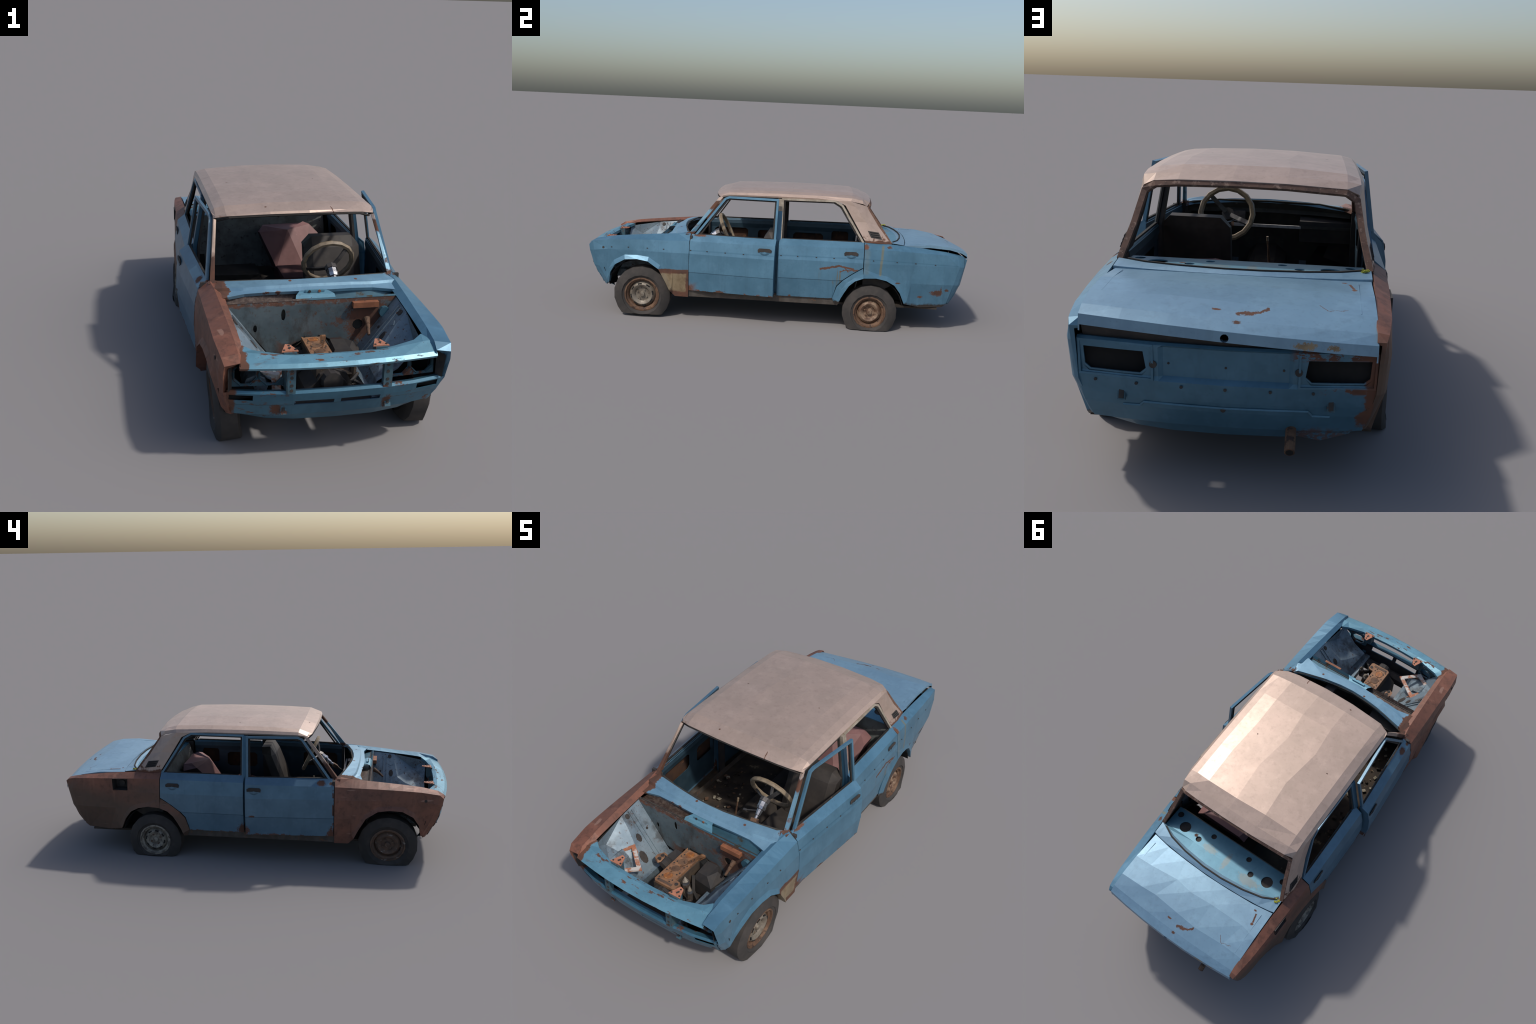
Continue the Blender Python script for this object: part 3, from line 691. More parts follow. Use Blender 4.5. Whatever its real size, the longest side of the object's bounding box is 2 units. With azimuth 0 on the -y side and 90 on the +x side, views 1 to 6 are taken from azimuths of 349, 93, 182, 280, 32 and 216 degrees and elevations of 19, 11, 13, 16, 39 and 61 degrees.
# ------------------------------------------------------------------ A and B pillars
for side in (1, -1):
    b = MB(); m = 'apillar_blue' if side > 0 else 'apillar_tan'
    bot = [(.344, -.452, .441), (.338, -.428, .440), (.327, -.425, .440), (.326, -.452, .446)]
    bot0 = [(.352, -.470, .438), (.350, -.436, .438), (.33, -.430, .438), (.318, -.468, .444)]
    mid = [(.327, -.382, .535), (.327, -.362, .535), (.317, -.363, .537), (.315, -.378, .540)]
    top = [(.311, -.306, .634), (.312, -.285, .636), (.303, -.287, .632), (.301, -.303, .630)]
    b.grid([mir(r, side) for r in (bot0, bot, mid, top)], m, close_u=True)
    b.obj("front_pillar", fixn=True)
    b = MB()
    b.tube(mir([(.349, .0115, .15), (.350, .0115, .43), (.314, .012, .641)], side), .024, .016, 'bluepillar', up=(side, 0, .18))
    b.tube(mir([(.336, .0115, .14), (.336, .0115, .43), (.304, .012, .641)], side), .040, .010, 'soot', up=(side, 0, .18))
    if side > 0: b.tube(mir([(.3245, .0115, .58), (.3145, .012, .6415)], side), .025, .0175, 'beige', up=(side, 0, .18))
    b.obj("centre_pillar", fixn=True)
    # sill below the doors
    b = MB()
    b.grid([mir(r, side) for r in ([(.376, y, .160), (.385, y, .150), (.380, y, .117), (.33, y, .112), (.33, y, .16)] for y in (-.455, -.2, .05, .316))], 'sill')
    b.obj("sill_panel", out=(side, 0, 0))
    # hinge-post panel closing the gap behind the front fender
    b = MB(); b.box((side * .352, -.437, .28), (.05, .012, .31), 'soot'); b.obj("hinge_post")

# ------------------------------------------------------------------ cowl, plenum, firewall
CX = [-.329, -.303, -.235, -.155, -.07, 0, .07, .155, .235, .303, .329]
def cw(tab, x): return interp(tab, abs(x))
c_in = [(x, cw([(0, -.515), (.07, -.512), (.155, -.50), (.235, -.483), (.303, -.468), (.329, -.44)], x), cw([(0, .459), (.155, .456), (.303, .446), (.329, .442)], x)) for x in CX]
c_cr = [(x * (1.02 if abs(x) > .3 else 1), cw([(0, -.547), (.128, -.545), (.246, -.536), (.329, -.513)], x), cw([(0, .452), (.155, .449), (.303, .440), (.329, .437)], x)) for x in CX]
c_gr = [(x, y - .006, z - .009) for x, y, z in c_cr]
c_ho = [(x * (.96 if abs(x) > .29 else 1), cw([(0, -.574), (.1, -.570), (.25, -.560), (.303, -.572), (.329, -.578)], x), cw([(0, .436), (.155, .434), (.303, .426), (.329, .4245)], x)) for x in CX]
c_lip = [(x, y + .004, z - .012) for x, y, z in c_ho]
c_dn = [(x * .985, y + .006, z - .014) for x, y, z in c_in]
b = MB(); b.grid([c_dn, c_in, c_cr, c_gr, c_ho, c_lip], 'cowl'); cowl = b.obj("cowl_panel", thick=.003, out=(0, 0, 1), matin='soot')
# corner gussets where the cowl meets the fenders and the hood-opening side lips
for side in (1, -1):
    b = MB(); m = 'fender_l' if side > 0 else 'rust'
    b.add(mir([(.316, -.578, .4245), (.3125, -.582, .419), (.3265, -.54, .430), (.336, -.513, .437), (.3356, -.519, .428)], side), [[0, 1, 2], [0, 2, 3], [0, 3, 4]], m)
    b.add(mir([(.336, -.513, .438), (.346, -.443, .4425), (.329, -.44, .4425), (.325, -.47, .4435)], side), [[0, 1, 2, 3]], m)
    b.obj("cowl_gusset", cowl, thick=.002, out=(0, 0, 1))
b = MB()
pl = [-.305, -.2, -.08, .0, .08, .2, .305]
b.grid([[(x, -.614, .415) for x in pl], [(x, -.611, .421) for x in pl], [(x, -.600, .408) for x in pl], [(x, -.565, .400) for x in pl], [(x, -.553 + .01 * abs(x), .425) for x in pl]], 'plenum')
plenum = b.obj("plenum_tray", thick=.002, out=(0, 0, 1), matin='soot')
# pressed bulge for the bonnet latch
b = MB()
R = lambda xs, y, z: [(x, y, z) for x in xs]
b.grid([R((-.062, -.045, -.01, .03, .068, .085), -.612, .416), R((-.058, -.040, -.005, .035, .066, .080), -.603, .432),
        R((-.045, -.03, 0, .03, .055, .066), -.585, .436), R((-.04, -.028, 0, .028, .05, .06), -.570, .434)], 'bluebar')
b.box((.012, -.588, .4395), (.07, .010, .007), 'bluebar'); b.cyl((-.008, -.593, .440), (-.008, -.596, .440), .005, 'dirtyhole'); b.cyl((.028, -.593, .440), (.028, -.596, .440), .005, 'rustbox')
b.obj("latch_bulge", plenum, fixn=True)
b = MB()
b.add([(-.305, -.613, .414), (.305, -.613, .414), (.30, -.615, .40), (.165, -.617, .225), (.10, -.616, .205), (.09, -.616, .250), (.05, -.616, .272), (-.02, -.616, .272), (-.07, -.616, .250), (-.085, -.616, .205), (-.160, -.617, .225), (-.30, -.615, .40)],
      [[0, 1, 2, 11], [2, 3, 4, 5], [2, 5, 6], [2, 6, 7, 11], [11, 7, 8], [11, 8, 9, 10]], 'firewall')
c = MB(); N = 10; c.prism([(.168 + .02 * math.cos(2 * math.pi * i / N), -.64, .313 + .02 * math.sin(2 * math.pi * i / N)) for i in range(N)], (0, .05, 0), 'black')
c2 = MB(); c2.prism([(-.205 + .007 * math.cos(2 * math.pi * i / N), -.64, .318 + .014 * math.sin(2 * math.pi * i / N)) for i in range(N)], (0, .05, 0), 'black')
c3 = MB(); c3.prism([(-.105 + .008 * math.cos(2 * math.pi * i / N), -.64, .365 + .022 * math.sin(2 * math.pi * i / N)) for i in range(N)], (0, .05, 0), 'black')
fw = b.obj("firewall", thick=.004, out=(0, -1, 0), matin='soot', cuts=[c, c2, c3])
b = MB(); b.box((.19, -.624, .393), (.094, .020, .020), 'rustbox'); b.box((.19, -.621, .381), (.094, .012, .008), 'soot'); b.obj("rusty_bracket_box", fw)
b = MB(); b.cyl((.200, -.617, .335), (.198, -.640, .322), .013, 'rim_rust', .008); b.cyl((.198, -.640, .322), (.193, -.672, .295), .008, 'rim_rust', .005); b.obj("pedal_cylinder", fw)
b = MB(); b.cyl((.262, -.63, .36), (.262, -.614, .36), .02, 'plenum', n=10); b.obj("grommet", fw)
# tunnel mouth behind the engine
b = MB(); b.grid([[(-.09, y, .135), (-.07, y, .135 + h * .75), (-.03, y, .135 + h), (.05, y, .135 + h), (.08, y, .135 + h * .75), (.10, y, .135)] for y, h in ((-.614, .13), (-.45, .075), (-.30, .06), (.40, .05))], 'under'); b.obj("transmission_tunnel", thick=.003, out=(0, 0, 1))

# ------------------------------------------------------------------ inner fenders
def bay_x(z): return .146 + (z - .20) * .760
for side in (1, -1):
    b = MB()
    top = lambda y: (interp([(-.905, .292), (-.876, .298), (-.585, .307)], y), y, interp(ZI, y) - .020)
    pt = lambda y, z: (bay_x(z), y, z)
    # flat rear part
    b.grid([mir([top(-.60), pt(-.614, .36), pt(-.616, .29), pt(-.617, .225), pt(-.617, .19)], side),
            mir([top(-.66), pt(-.66, .36), pt(-.66, .29), pt(-.66, .225), pt(-.66, .19)], side),
            mir([top(-.728), pt(-.733, .36), pt(-.75, .29), pt(-.77, .225), pt(-.78, .19)], side)], 'bay')
    # wheel-tower facets in front
    A, B_, C_, D_, E_ = top(-.728), pt(-.75, .29), (.196, -.795, .262), (.218, -.90, .275), (.292, -.905, .368)
    F_, G_ = (.298, -.835, .322), pt(-.77, .225)
    H_, I_ = pt(-.78, .19), (.14, -.90, .19)
    Mp = pt(-.733, .36); J_ = (.150, -.90, .235)
    b.add(mir([A, Mp, B_, C_, D_, E_, F_, G_, H_, I_, J_], side), [[0, 1, 6], [1, 2, 6], [2, 3, 6], [3, 4, 6], [4, 5, 6], [5, 0, 6], [2, 7, 3], [3, 7, 10, 4], [7, 8, 9, 10]], 'bay')
    # side wall continuing down as chassis rail
    b.box((side * .142, -.765, .175), (.030, .33, .040), 'bay')
    cuts = []
    inn = b.obj("inner_fender", out=None, fixn=True)
    b = MB()
    def hole(y, z, ry, rz, mm='dirtyhole', n=10):
        cx = bay_x(z); d = Vector((.605, 0, .796)); nrm = Vector((-.796, 0, .605))
        pts = [Vector((cx, y, z)) + Vector((0, ry * math.cos(2 * math.pi * i / n), 0)) + d * (rz * math.sin(2 * math.pi * i / n)) - nrm * .004 for i in range(n)]
        b.prism(mir(pts, side), (-.796 * .0055 * side, 0, .605 * .0055), mm)
    hole(-.705, .388, .010, .012); hole(-.714, .307, .012, .020); hole(-.655, .315, .006, .006)
    if side > 0: hole(-.712, .352, .016, .012, 'bay', 4)
    else: hole(-.745, .245, .017, .030)
    b.obj("body_hole", inn)
    # pressed ribs
    b = MB()
    for y in (-.69, -.672): b.tube(mir([(bay_x(.40) - .002, y, .40), (bay_x(.20) - .002, y, .20)], side), .004, .005, 'bay', up=(-.796 * side, 0, .605))
    b.obj("pressed_rib", inn)
# battery tray on the -x side
b = MB(); tr = [(-.118, -.838, .288), (-.222, -.757, .295), (-.272, -.850, .287), (-.190, -.905, .287)]
b.tube(tr, .018, .008, 'traymetal', up=(0, 0, 1), closed=True)
b.tube([tr[2], (-.275, -.845, .240)], .02, .006, 'traymetal', up=(1, 0, 0)); b.tube([tr[1], (-.205, -.760, .265)], .02, .006, 'traymetal', up=(0, 1, 0))
b.tube([tr[3], (-.185, -.905, .21)], .03, .004, 'traymetal', up=(0, 1, 0))
b.obj("battery_tray", fixn=True)
b = MB(); b.cyl((-.255, -.905, .25), (-.24, -.80, .25), .04, 'bay', .05, n=8); b.obj("wheel_tower_cap")

# ------------------------------------------------------------------ front bar, lamp panel, valance
FX = [-.318, -.285, -.20, -.14, -.05, .05, .14, .20, .285, .318]
bow = lambda x: -.978 - .025 * (1 - (x / .318) ** 2)
f0 = [(x, bow(x) + .006, .344) for x in FX]
f1 = [(x, bow(x), .353) for x in FX]
f2 = [(x, bow(x) + .012, .363) for x in FX]
f3 = [(x, interp([(0, -.936), (.14, -.930), (.20, -.925), (.285, -.910), (.318, -.905)], abs(x)) - .018, interp([(0, .369), (.14, .369), (.285, .379), (.318, .380)], abs(x)) + .003) for x in FX]
f4 = [(x * .93, interp([(0, -.936), (.14, -.930), (.20, -.925), (.285, -.902), (.318, -.88)], abs(x)), interp([(0, .367), (.14, .366), (.285, .377), (.318, .386)], abs(x))) for x in FX]
f5 = [(x * .93, p[1] + .001, p[2] - .014) for x, p in zip(FX, f4)]
b = MB(); b.grid([f0, f1, f2, f3, f4, f5], 'bluebar'); bar = b.obj("front_crossmember", thick=.003, out=(0, 0, 1), matin='soot')
# radiator-mount brackets
for cx, k in ((.146, 1), (-.151, 1)):
    b = MB()
    b.prism([(cx - .027, -.930, .375), (cx + .027, -.928, .374), (cx + .010, -.885, .375), (cx - .006, -.880, .376)], (0, 0, .004), 'bracket')
    b.box((cx, -.920, .350), (.040, .030, .050), 'lampframe')
    for dx, dy, r in ((-.018, -.922, .004), (.019, -.921, .004), (.003, -.892, .004)): b.cyl((cx + dx, dy, .378), (cx + dx, dy, .3805), r, 'dirtyhole', n=8)
    b.prism([(cx - .004, -.913, .3788), (cx + .002, -.917, .3788), (cx + .008, -.905, .3788), (cx + .002, -.900, .3788)], (0, 0, .0016), 'dirtyhole')
    b.obj("radiator_bracket", bar)
# lamp panel with four round openings and uprights
b = MB()
pan_y = lambda x: -.936 + .014 * max(0, (abs(x) - .17) / .16)
for side in (1, -1):
    xs = [.170, .21, .25, .29, .335]
    b = MB()
    b.grid([mir([(x, pan_y(x) + .012, .352) for x in xs], side), mir([(x, pan_y(x) + .006, .262) for x in xs], side)], 'lampframe')
    cuts = []
    for hx in (.209, .290):
        c = MB(); N = 8; c.prism([(side * hx + .0375 * math.cos(2 * math.pi * (i + .5) / N), -1.0, .305 + .0375 * math.sin(2 * math.pi * (i + .5) / N)) for i in range(N)], (0, .16, 0), 'black'); cuts.append(c)
    lp = b.obj("headlamp_panel", bar, thick=.005, out=(0, -1, 0), cuts=cuts)
    b = MB()
    for hx in (.209, .290):
        pa = pan_y(hx) + .008
        b.grid([[(side * hx + r * math.cos(2 * math.pi * (i + .5) / 8), pa + dy, .305 + r * math.sin(2 * math.pi * (i + .5) / 8)) for i in range(9)] for r, dy in ((.0375, 0), (.041, -.007), (.0445, 0))], 'lampframe')
    b.obj("headlamp_rim", lp, out=(0, -1, 0))
    # dark side and outer return of the lamp recess
    b = MB(); b.grid([mir([(.335, -.93, .352), (.335, -.93, .262)], side), mir([(.352, -.966, .345), (.350, -.952, .262)], side)], 'soot')
    b.grid([mir([(x, bow(x) + .008, .345) for x in (.16, .25, .318)], side), mir([(x, pan_y(x) + .01, .352) for x in (.16, .25, .335)], side)], 'soot')
    b.obj("lamp_recess_side", lp)
    # grille upright with bolt holes
    b = MB(); cx = side * .155
    b.box((cx, -.972, .303), (.026, .018, .092), 'lampframe'); b.box((cx + side * .014, -.955, .303), (.004, .05, .092), 'lampframe')
    for z in (.335, .312, .285, .268): b.cyl((cx, -.982, z), (cx, -.9795, z), .0055, 'dirtyhole', n=8)
    b.obj("grille_upright", lp)
# lower valance
VX = [-.352, -.325, -.25, -.15, -.012, .012, .15, .25, .325, .352]
vb = lambda x: -.042 * (1 - (abs(x) / .352) ** 2.8)
def vrow(y, z, k=1.0, curl=0): return [(x * k, y + vb(x), z + curl * (abs(x) / .352) ** 4) for x in VX]
for side in (1, -1):
    b = MB(); b.grid([mir([(.364, -.943, .258), (.350, -.917, .2), (.332, -.890, .150)], side), mir([(.347, -.943, .258), (.340, -.918, .203), (.312, -.880, .150)], side)], 'fender_l' if side > 0 else 'rust'); b.obj('nose_corner', fenders[side], thick=.002, out=(0, -1, 0))
R0, R1, R2 = vrow(-.915, .258), vrow(-.937, .264), vrow(-.943, .256)
R3, R4, R5 = vrow(-.935, .228, .99), vrow(-.929, .212, .975), vrow(-.918, .203, .965)
R6, R7, R8 = vrow(-.902, .162, .945), vrow(-.880, .131, .89, .020), vrow(-.850, .135, .85)
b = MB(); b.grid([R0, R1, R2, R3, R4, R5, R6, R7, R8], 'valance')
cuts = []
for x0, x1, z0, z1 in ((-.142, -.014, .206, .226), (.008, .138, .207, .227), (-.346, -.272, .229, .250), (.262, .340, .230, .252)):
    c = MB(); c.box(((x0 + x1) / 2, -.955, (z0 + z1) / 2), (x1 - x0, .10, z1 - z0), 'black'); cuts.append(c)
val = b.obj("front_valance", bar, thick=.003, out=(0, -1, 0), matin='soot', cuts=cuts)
for side in (1, -1):
    b = MB(); b.box((side * .305, -.912, .240), (.085, .04, .028), 'black'); b.obj("indicator_housing", val)
    b = MB(); b.box((side * .172, -.943, .186), (.020, .010, .036), 'lampframe', rot=(-.45, 0, 0)); b.box((side * .172, -.9485, .187), (.008, .006, .012), 'dirtyhole', rot=(-.45, 0, 0)); b.obj("bumper_mount", val)
b = MB(); b.prism([(-.145, -.930, .158), (-.145, -.925, .180), (-.145, -.905, .192), (-.145, -.880, .182), (-.145, -.872, .150)], (.29, 0, 0), 'soot'); b.obj("lower_radiator_beam", bar)

# ------------------------------------------------------------------ engine
b = MB()
ex0, ex1, ey0, ey1, zt = -.040, .036, -.842, -.628, .268
b.prism([(ex0, ey0, .13), (ex1 + .004, ey0, .13), (ex1 + .004, ey1, .13), (ex0, ey1, .13)], (0, 0, zt - .13), 'cast')
b.prism([(ex0 - .034, ey0 - .012, .105), (ex1 + .01, ey0 - .012, .105), (ex1 + .01, ey1, .105), (ex0 - .034, ey1, .105)], (0, 0, .085), 'soot')
b.prism([(ex0 - .034, ey0 - .012, .19), (ex0, ey0 - .012, .225), (ex0, ey1, .225), (ex0 - .034, ey1, .19)], (.01, 0, 0), 'soot')
eng = b.obj("engine_block")
b = MB()
outl = [(ex0, ey0 + .008), (ex0 + .008, ey0), (.058, ey0), (.066, ey0 + .008), (.066, ey0 + .040), (.058, ey0 + .046), (ex1, ey0 + .048), (ex1, ey1 + .030), (.050, ey1 + .014), (.050, ey1 + .004), (.036, ey1), (ex0 + .006, ey1), (ex0, ey1 + .006)]
b.prism([(x, y, zt) for x, y in outl], (0, 0, .012), 'gasket'); hd = b.obj("cylinder_head", eng)
b = MB(); zz = zt + .0125
for i, y in enumerate((-.793, -.746, -.699, -.652)):
    b.lathe([(0, .0205), (.0015, .0195), (.0005, .0185)], (-.004, y, zz), (0, 0, 1), 'gasket', 16)
    b.cyl((-.004, y, zz - .001), (-.004, y, zz + .0006), .0185, 'bore' if i in (0, 3) else 'rim_rust', n=16)
b.obj("cylinder_bore", hd)
b = MB()
for i in range(5):
    for sx in (-.030, .022):
        y = -.817 + i * .047; b.cyl((sx, y, zz - .001), (sx, y, zz + .0008), .0035, 'dirtyhole', n=6)
        b.prism([(sx + .004, y + .009, zz - .001), (sx + .009, y + .011, zz - .001), (sx + .006, y + .018, zz - .001), (sx + .002, y + .015, zz - .001)], (0, 0, .0018), 'dirtyhole')
b.prism([(-.028, -.834, zz - .001), (.044, -.834, zz - .001), (.044, -.822, zz - .001), (-.028, -.824, zz - .001)], (0, 0, .0019), 'rim_dark')
b.cyl((.054, -.812, zz - .001), (.054, -.812, zz + .0009), .008, 'dirtyhole', n=10); b.cyl((-.024, -.829, zz), (-.024, -.829, zz + .0012), .005, 'dirtyhole', n=8)
b.obj("stud_hole", hd)
b = MB()   # timing cover, pulley and fan hub
b.prism([(-.045, -.842, .14), (.075, -.842, .14), (.085, -.842, .20), (.060, -.842, .250), (.015, -.842, .268), (-.03, -.842, .250), (-.05, -.842, .20)], (0, -.014, 0), 'soot')
b.cyl((.022, -.850, .200), (.022, -.868, .200), .042, 'soot', n=16); b.cyl((.022, -.868, .200), (.022, -.872, .200), .022, 'rim_dark', n=12); b.cyl((.022, -.872, .200), (.022, -.877, .200), .009, 'cast', n=8)
b.cyl((.008, -.845, .225), (.008, -.885, .232), .040, 'soot', .034, n=12)
b.obj("timing_cover", eng)
b = MB()   # distributor, ball-ended studs
for p, q, r in (((.062, -.757, .19), (.056, -.760, .245), .020), ((.100, -.790, .20), (.103, -.790, .246), .014)):
    b.cyl(p, q, r, 'cast', r * .9, n=8); q = Vector(q); b.cyl(q, q + Vector((0, 0, .010)), r * .9, 'chrome', r * .75, n=8); b.cyl(q + Vector((0, 0, .010)), q + Vector((-.004, .004, .030)), r * .75, 'rim_silver', .001, n=8)
b.cyl((.045, -.77, .21), (.10, -.79, .215), .014, 'cast', n=8)
b.obj("distributor", eng)
b = MB()   # exhaust manifold flange on the other side
b.prism([(-.118, -.742, .262), (-.098, -.750, .262), (-.082, -.722, .262), (-.086, -.700, .262), (-.104, -.697, .262), (-.120, -.722, .262)], (-.004, .004, .010), 'gasket')
for y in (-.733, -.712): b.cyl((-.101, y, .268), (-.102, y, .2745), .0085, 'dirtyhole', n=10)
b.cyl((-.10, -.722, .262), (-.06, -.70, .20), .024, 'soot', .03, n=8)
b.prism([(-.04, -.70, .15), (-.115, -.70, .16), (-.10, -.63, .17), (-.04, -.63, .17)], (0, 0, .075), 'soot')
b.obj("exhaust_manifold", eng)
b = MB()   # faceted black housing beside the block
bs = [(.058, -.70, .14), (.150, -.71, .14), (.165, -.64, .14), (.13, -.612, .14), (.055, -.612, .14)]
ms = [(.052, -.705, .225), (.150, -.715, .225), (.168, -.645, .235), (.135, -.614, .24), (.050, -.614, .24)]
ts = [(.066, -.690, .256), (.118, -.695, .262), (.140, -.650, .266), (.118, -.620, .262), (.066, -.622, .264)]
b.grid([bs, ms, ts], 'soot', close_u=True); b.add(ts, [[0, 1, 2, 3, 4]], 'soot')
b.tube([(.050, -.70, .235), (.075, -.735, .19), (.10, -.74, .15)], .012, .01, 'seal', up=(0, 0, 1))
b.obj("heater_housing", eng, fixn=True)
b = MB()   # looped hoses left of the distributor
for k in range(3):
    pts = [(.075 + .012 * k + .02 * math.sin(t * 1.3 + k), -.80 - .018 * t, .185 + .012 * k + .008 * math.cos(t * 2)) for t in range(5)]
    for a, q in zip(pts, pts[1:]): b.cyl(a, q, .006, 'soot', n=6)
b.obj("coolant_hose", eng)["kind"] = "stuff"
b = MB(); b.prism([(-.10, -.62, .12), (.11, -.62, .12), (.10, -.615, .22), (.05, -.615, .262), (-.02, -.615, .262), (-.08, -.615, .22)], (0, -.03, 0), 'black'); b.obj("bell_housing", eng)
b = MB(); b.tube([(-.142, -.700, .135), (-.05, -.700, .115), (.05, -.700, .115), (.142, -.700, .135)], .05, .03, 'under', up=(0, 0, 1)); b.obj("front_subframe")

# ------------------------------------------------------------------ boot lid, rear deck, rear panel
TX = [-.331, -.235, -.108, .012, .13, .235, .3265]
def lift(x, y):   # the lid is sprung open on the +x rear corner
    return .034 * max(0, (x + .33) / .66) * max(0, (y - .66) / .30) - .003 * max(0, (y - .66) / .30)
tr0 = [(x, cw([(0, .683), (.12, .679), (.235, .671), (.3265, .656)], x), .4385 - .004 * (abs(x) / .33) ** 2) for x in TX]
tr1 = [(x, .790, .4345 - .003 * (abs(x) / .33) ** 2) for x in TX]
tr2 = [(x, .890, .4185 - .003 * (abs(x) / .33) ** 2) for x in TX]
tr3 = [(x, .950 + .010 * (1 - (x / .33) ** 2), .395) for x in TX]
tr4 = [(x, .977 + .020 * (1 - (x / .33) ** 2), .377) for x in TX]
tr5 = [(x, .980 + .019 * (1 - (x / .33) ** 2), .353) for x in TX]
tr6 = [(x, .972 + .012 * (1 - (x / .33) ** 2), .353) for x in TX]
lf = lambda r: [(x, y, z + lift(x, y)) for x, y, z in r]
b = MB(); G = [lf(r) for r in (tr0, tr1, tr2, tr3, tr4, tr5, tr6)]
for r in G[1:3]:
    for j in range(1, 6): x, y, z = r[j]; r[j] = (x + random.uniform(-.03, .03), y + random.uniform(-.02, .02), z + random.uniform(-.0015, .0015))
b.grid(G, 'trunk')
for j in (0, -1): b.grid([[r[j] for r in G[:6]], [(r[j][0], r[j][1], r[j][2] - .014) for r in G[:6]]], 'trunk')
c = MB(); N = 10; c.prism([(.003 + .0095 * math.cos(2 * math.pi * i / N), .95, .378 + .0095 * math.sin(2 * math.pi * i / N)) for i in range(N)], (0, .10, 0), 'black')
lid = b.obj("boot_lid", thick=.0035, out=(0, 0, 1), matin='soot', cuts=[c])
# swage lines on the lid
b = MB()
for x in (.30, -.295): b.tube([(x, .69, .4375 + lift(x, .69)), (x, .79, .4315 + lift(x, .79)), (x, .885, .4168 + lift(x, .885))], .0025, .0008, 'trunk', up=(0, 0, 1))
b.obj("boot_lid_swage", lid, fixn=True)
# deck under the backlight (between window and lid)
DX = [-.334, -.310, -.256, -.163, -.05, .05, .163, .256, .310, .334]
d0 = [(x, cw([(0, .640), (.05, .640), (.163, .630), (.256, .612), (.310, .592), (.334, .586)], x), .440) for x in DX]
d1 = [(x, cw([(0, .662), (.05, .662), (.163, .650), (.256, .630), (.310, .603), (.334, .592)], x), .4475) for x in DX]
d2 = [(x, cw([(0, .680), (.12, .676), (.235, .668), (.310, .656), (.334, .650)], x), .4395) for x in DX]
d3 = [(x, y + .003, z - .03) for x, y, z in d2]
b = MB(); b.grid([d0, d1, d2, d3], 'trunk'); deck = b.obj("rear_deck", thick=.002, out=(0, 0, 1), matin='soot')
b = MB(); b.tube([(x * .99, y - .004, z + .001) for x, y, z in d1[1:-1]], .006, .005, 'seal', up=(0, 0, 1)); b.obj("backlight_seal", deck)
b = MB()
for i in range(9): b.box((-.316 + random.uniform(-.010, .008), .600 + random.uniform(-.012, .010), .446 + random.uniform(0, .004)), (.008, .007, .005), 'moss', rot=(random.random(), random.random(), random.random()))
b.obj("moss_clump", deck)["kind"] = "stuff"
# parcel shelf with speaker openings
b = MB(); sx = [-.322, -.16, 0, .16, .322]
b.grid([[(x, .479, .429) for x in sx], [(x, .585, .4355) for x in sx], [(x, .605 + .048 * (1 - (x / .322) ** 2), .441) for x in sx]], 'shelf')
b.grid([[(x, .479, .429) for x in sx], [(x, .476, .413) for x in sx]], 'shelf')
cuts = []
for x, y, r in ((.295, .509, .015), (.238, .548, .027), (.150, .562, .014), (.100, .511, .013), (-.098, .510, .013), (-.146, .565, .014), (-.228, .553, .027), (-.284, .511, .014)):
    c = MB(); c.cyl((x, y, .40), (x, y, .47), r, 'black', n=16); cuts.append(c)
shelf = b.obj("parcel_shelf", thick=.004, out=(0, 0, 1), matin='soot', cuts=cuts)
b = MB(); b.box((0, .535, .4250), (.62, .108, .002), 'dirtyhole', rot=(.061, 0, 0)); b.obj("speaker_backing", shelf)
# rear panel
PX = [-.336, -.325, -.24, -.15, -.14, 0, .14, .15, .24, .325, .336]
pb = lambda x: .028 * (1 - (x / .336) ** 2)
def prow(y, z, inset=0, curl=0):
    k = interp([(.113, .885), (.142, .93), (.19, .975), (.25, 1)], z)
    return [(x * k, y + pb(x) - (inset if abs(x) <= .141 else 0), z + curl * (abs(x) / .336) ** 4) for x in PX]
rowsP = [prow(.938, .352), prow(.955, .354), prow(.961, .349), prow(.961, .343, .009), prow(.949, .272, .008), prow(.952, .262), prow(.950, .255), prow(.938, .215), prow(.928, .188), prow(.905, .142), prow(.880, .113, 0, .020)]
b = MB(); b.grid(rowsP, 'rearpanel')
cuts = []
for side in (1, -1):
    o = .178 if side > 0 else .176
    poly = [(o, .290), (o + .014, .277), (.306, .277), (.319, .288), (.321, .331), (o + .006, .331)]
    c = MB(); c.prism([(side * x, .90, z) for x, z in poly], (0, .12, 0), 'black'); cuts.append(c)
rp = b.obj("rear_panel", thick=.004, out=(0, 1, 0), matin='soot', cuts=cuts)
b = MB(); GX = [-.32, -.16, 0, .16, .325]
b.grid([[(x, .948 + pb(x), .353) for x in GX], [(x, .962 + .8 * pb(x), .352 + lift(x, .96)) for x in GX]], 'soot'); b.obj("lid_gap_shadow_strip", rp)  # dark strip modelled to show the shadow under the raised lid
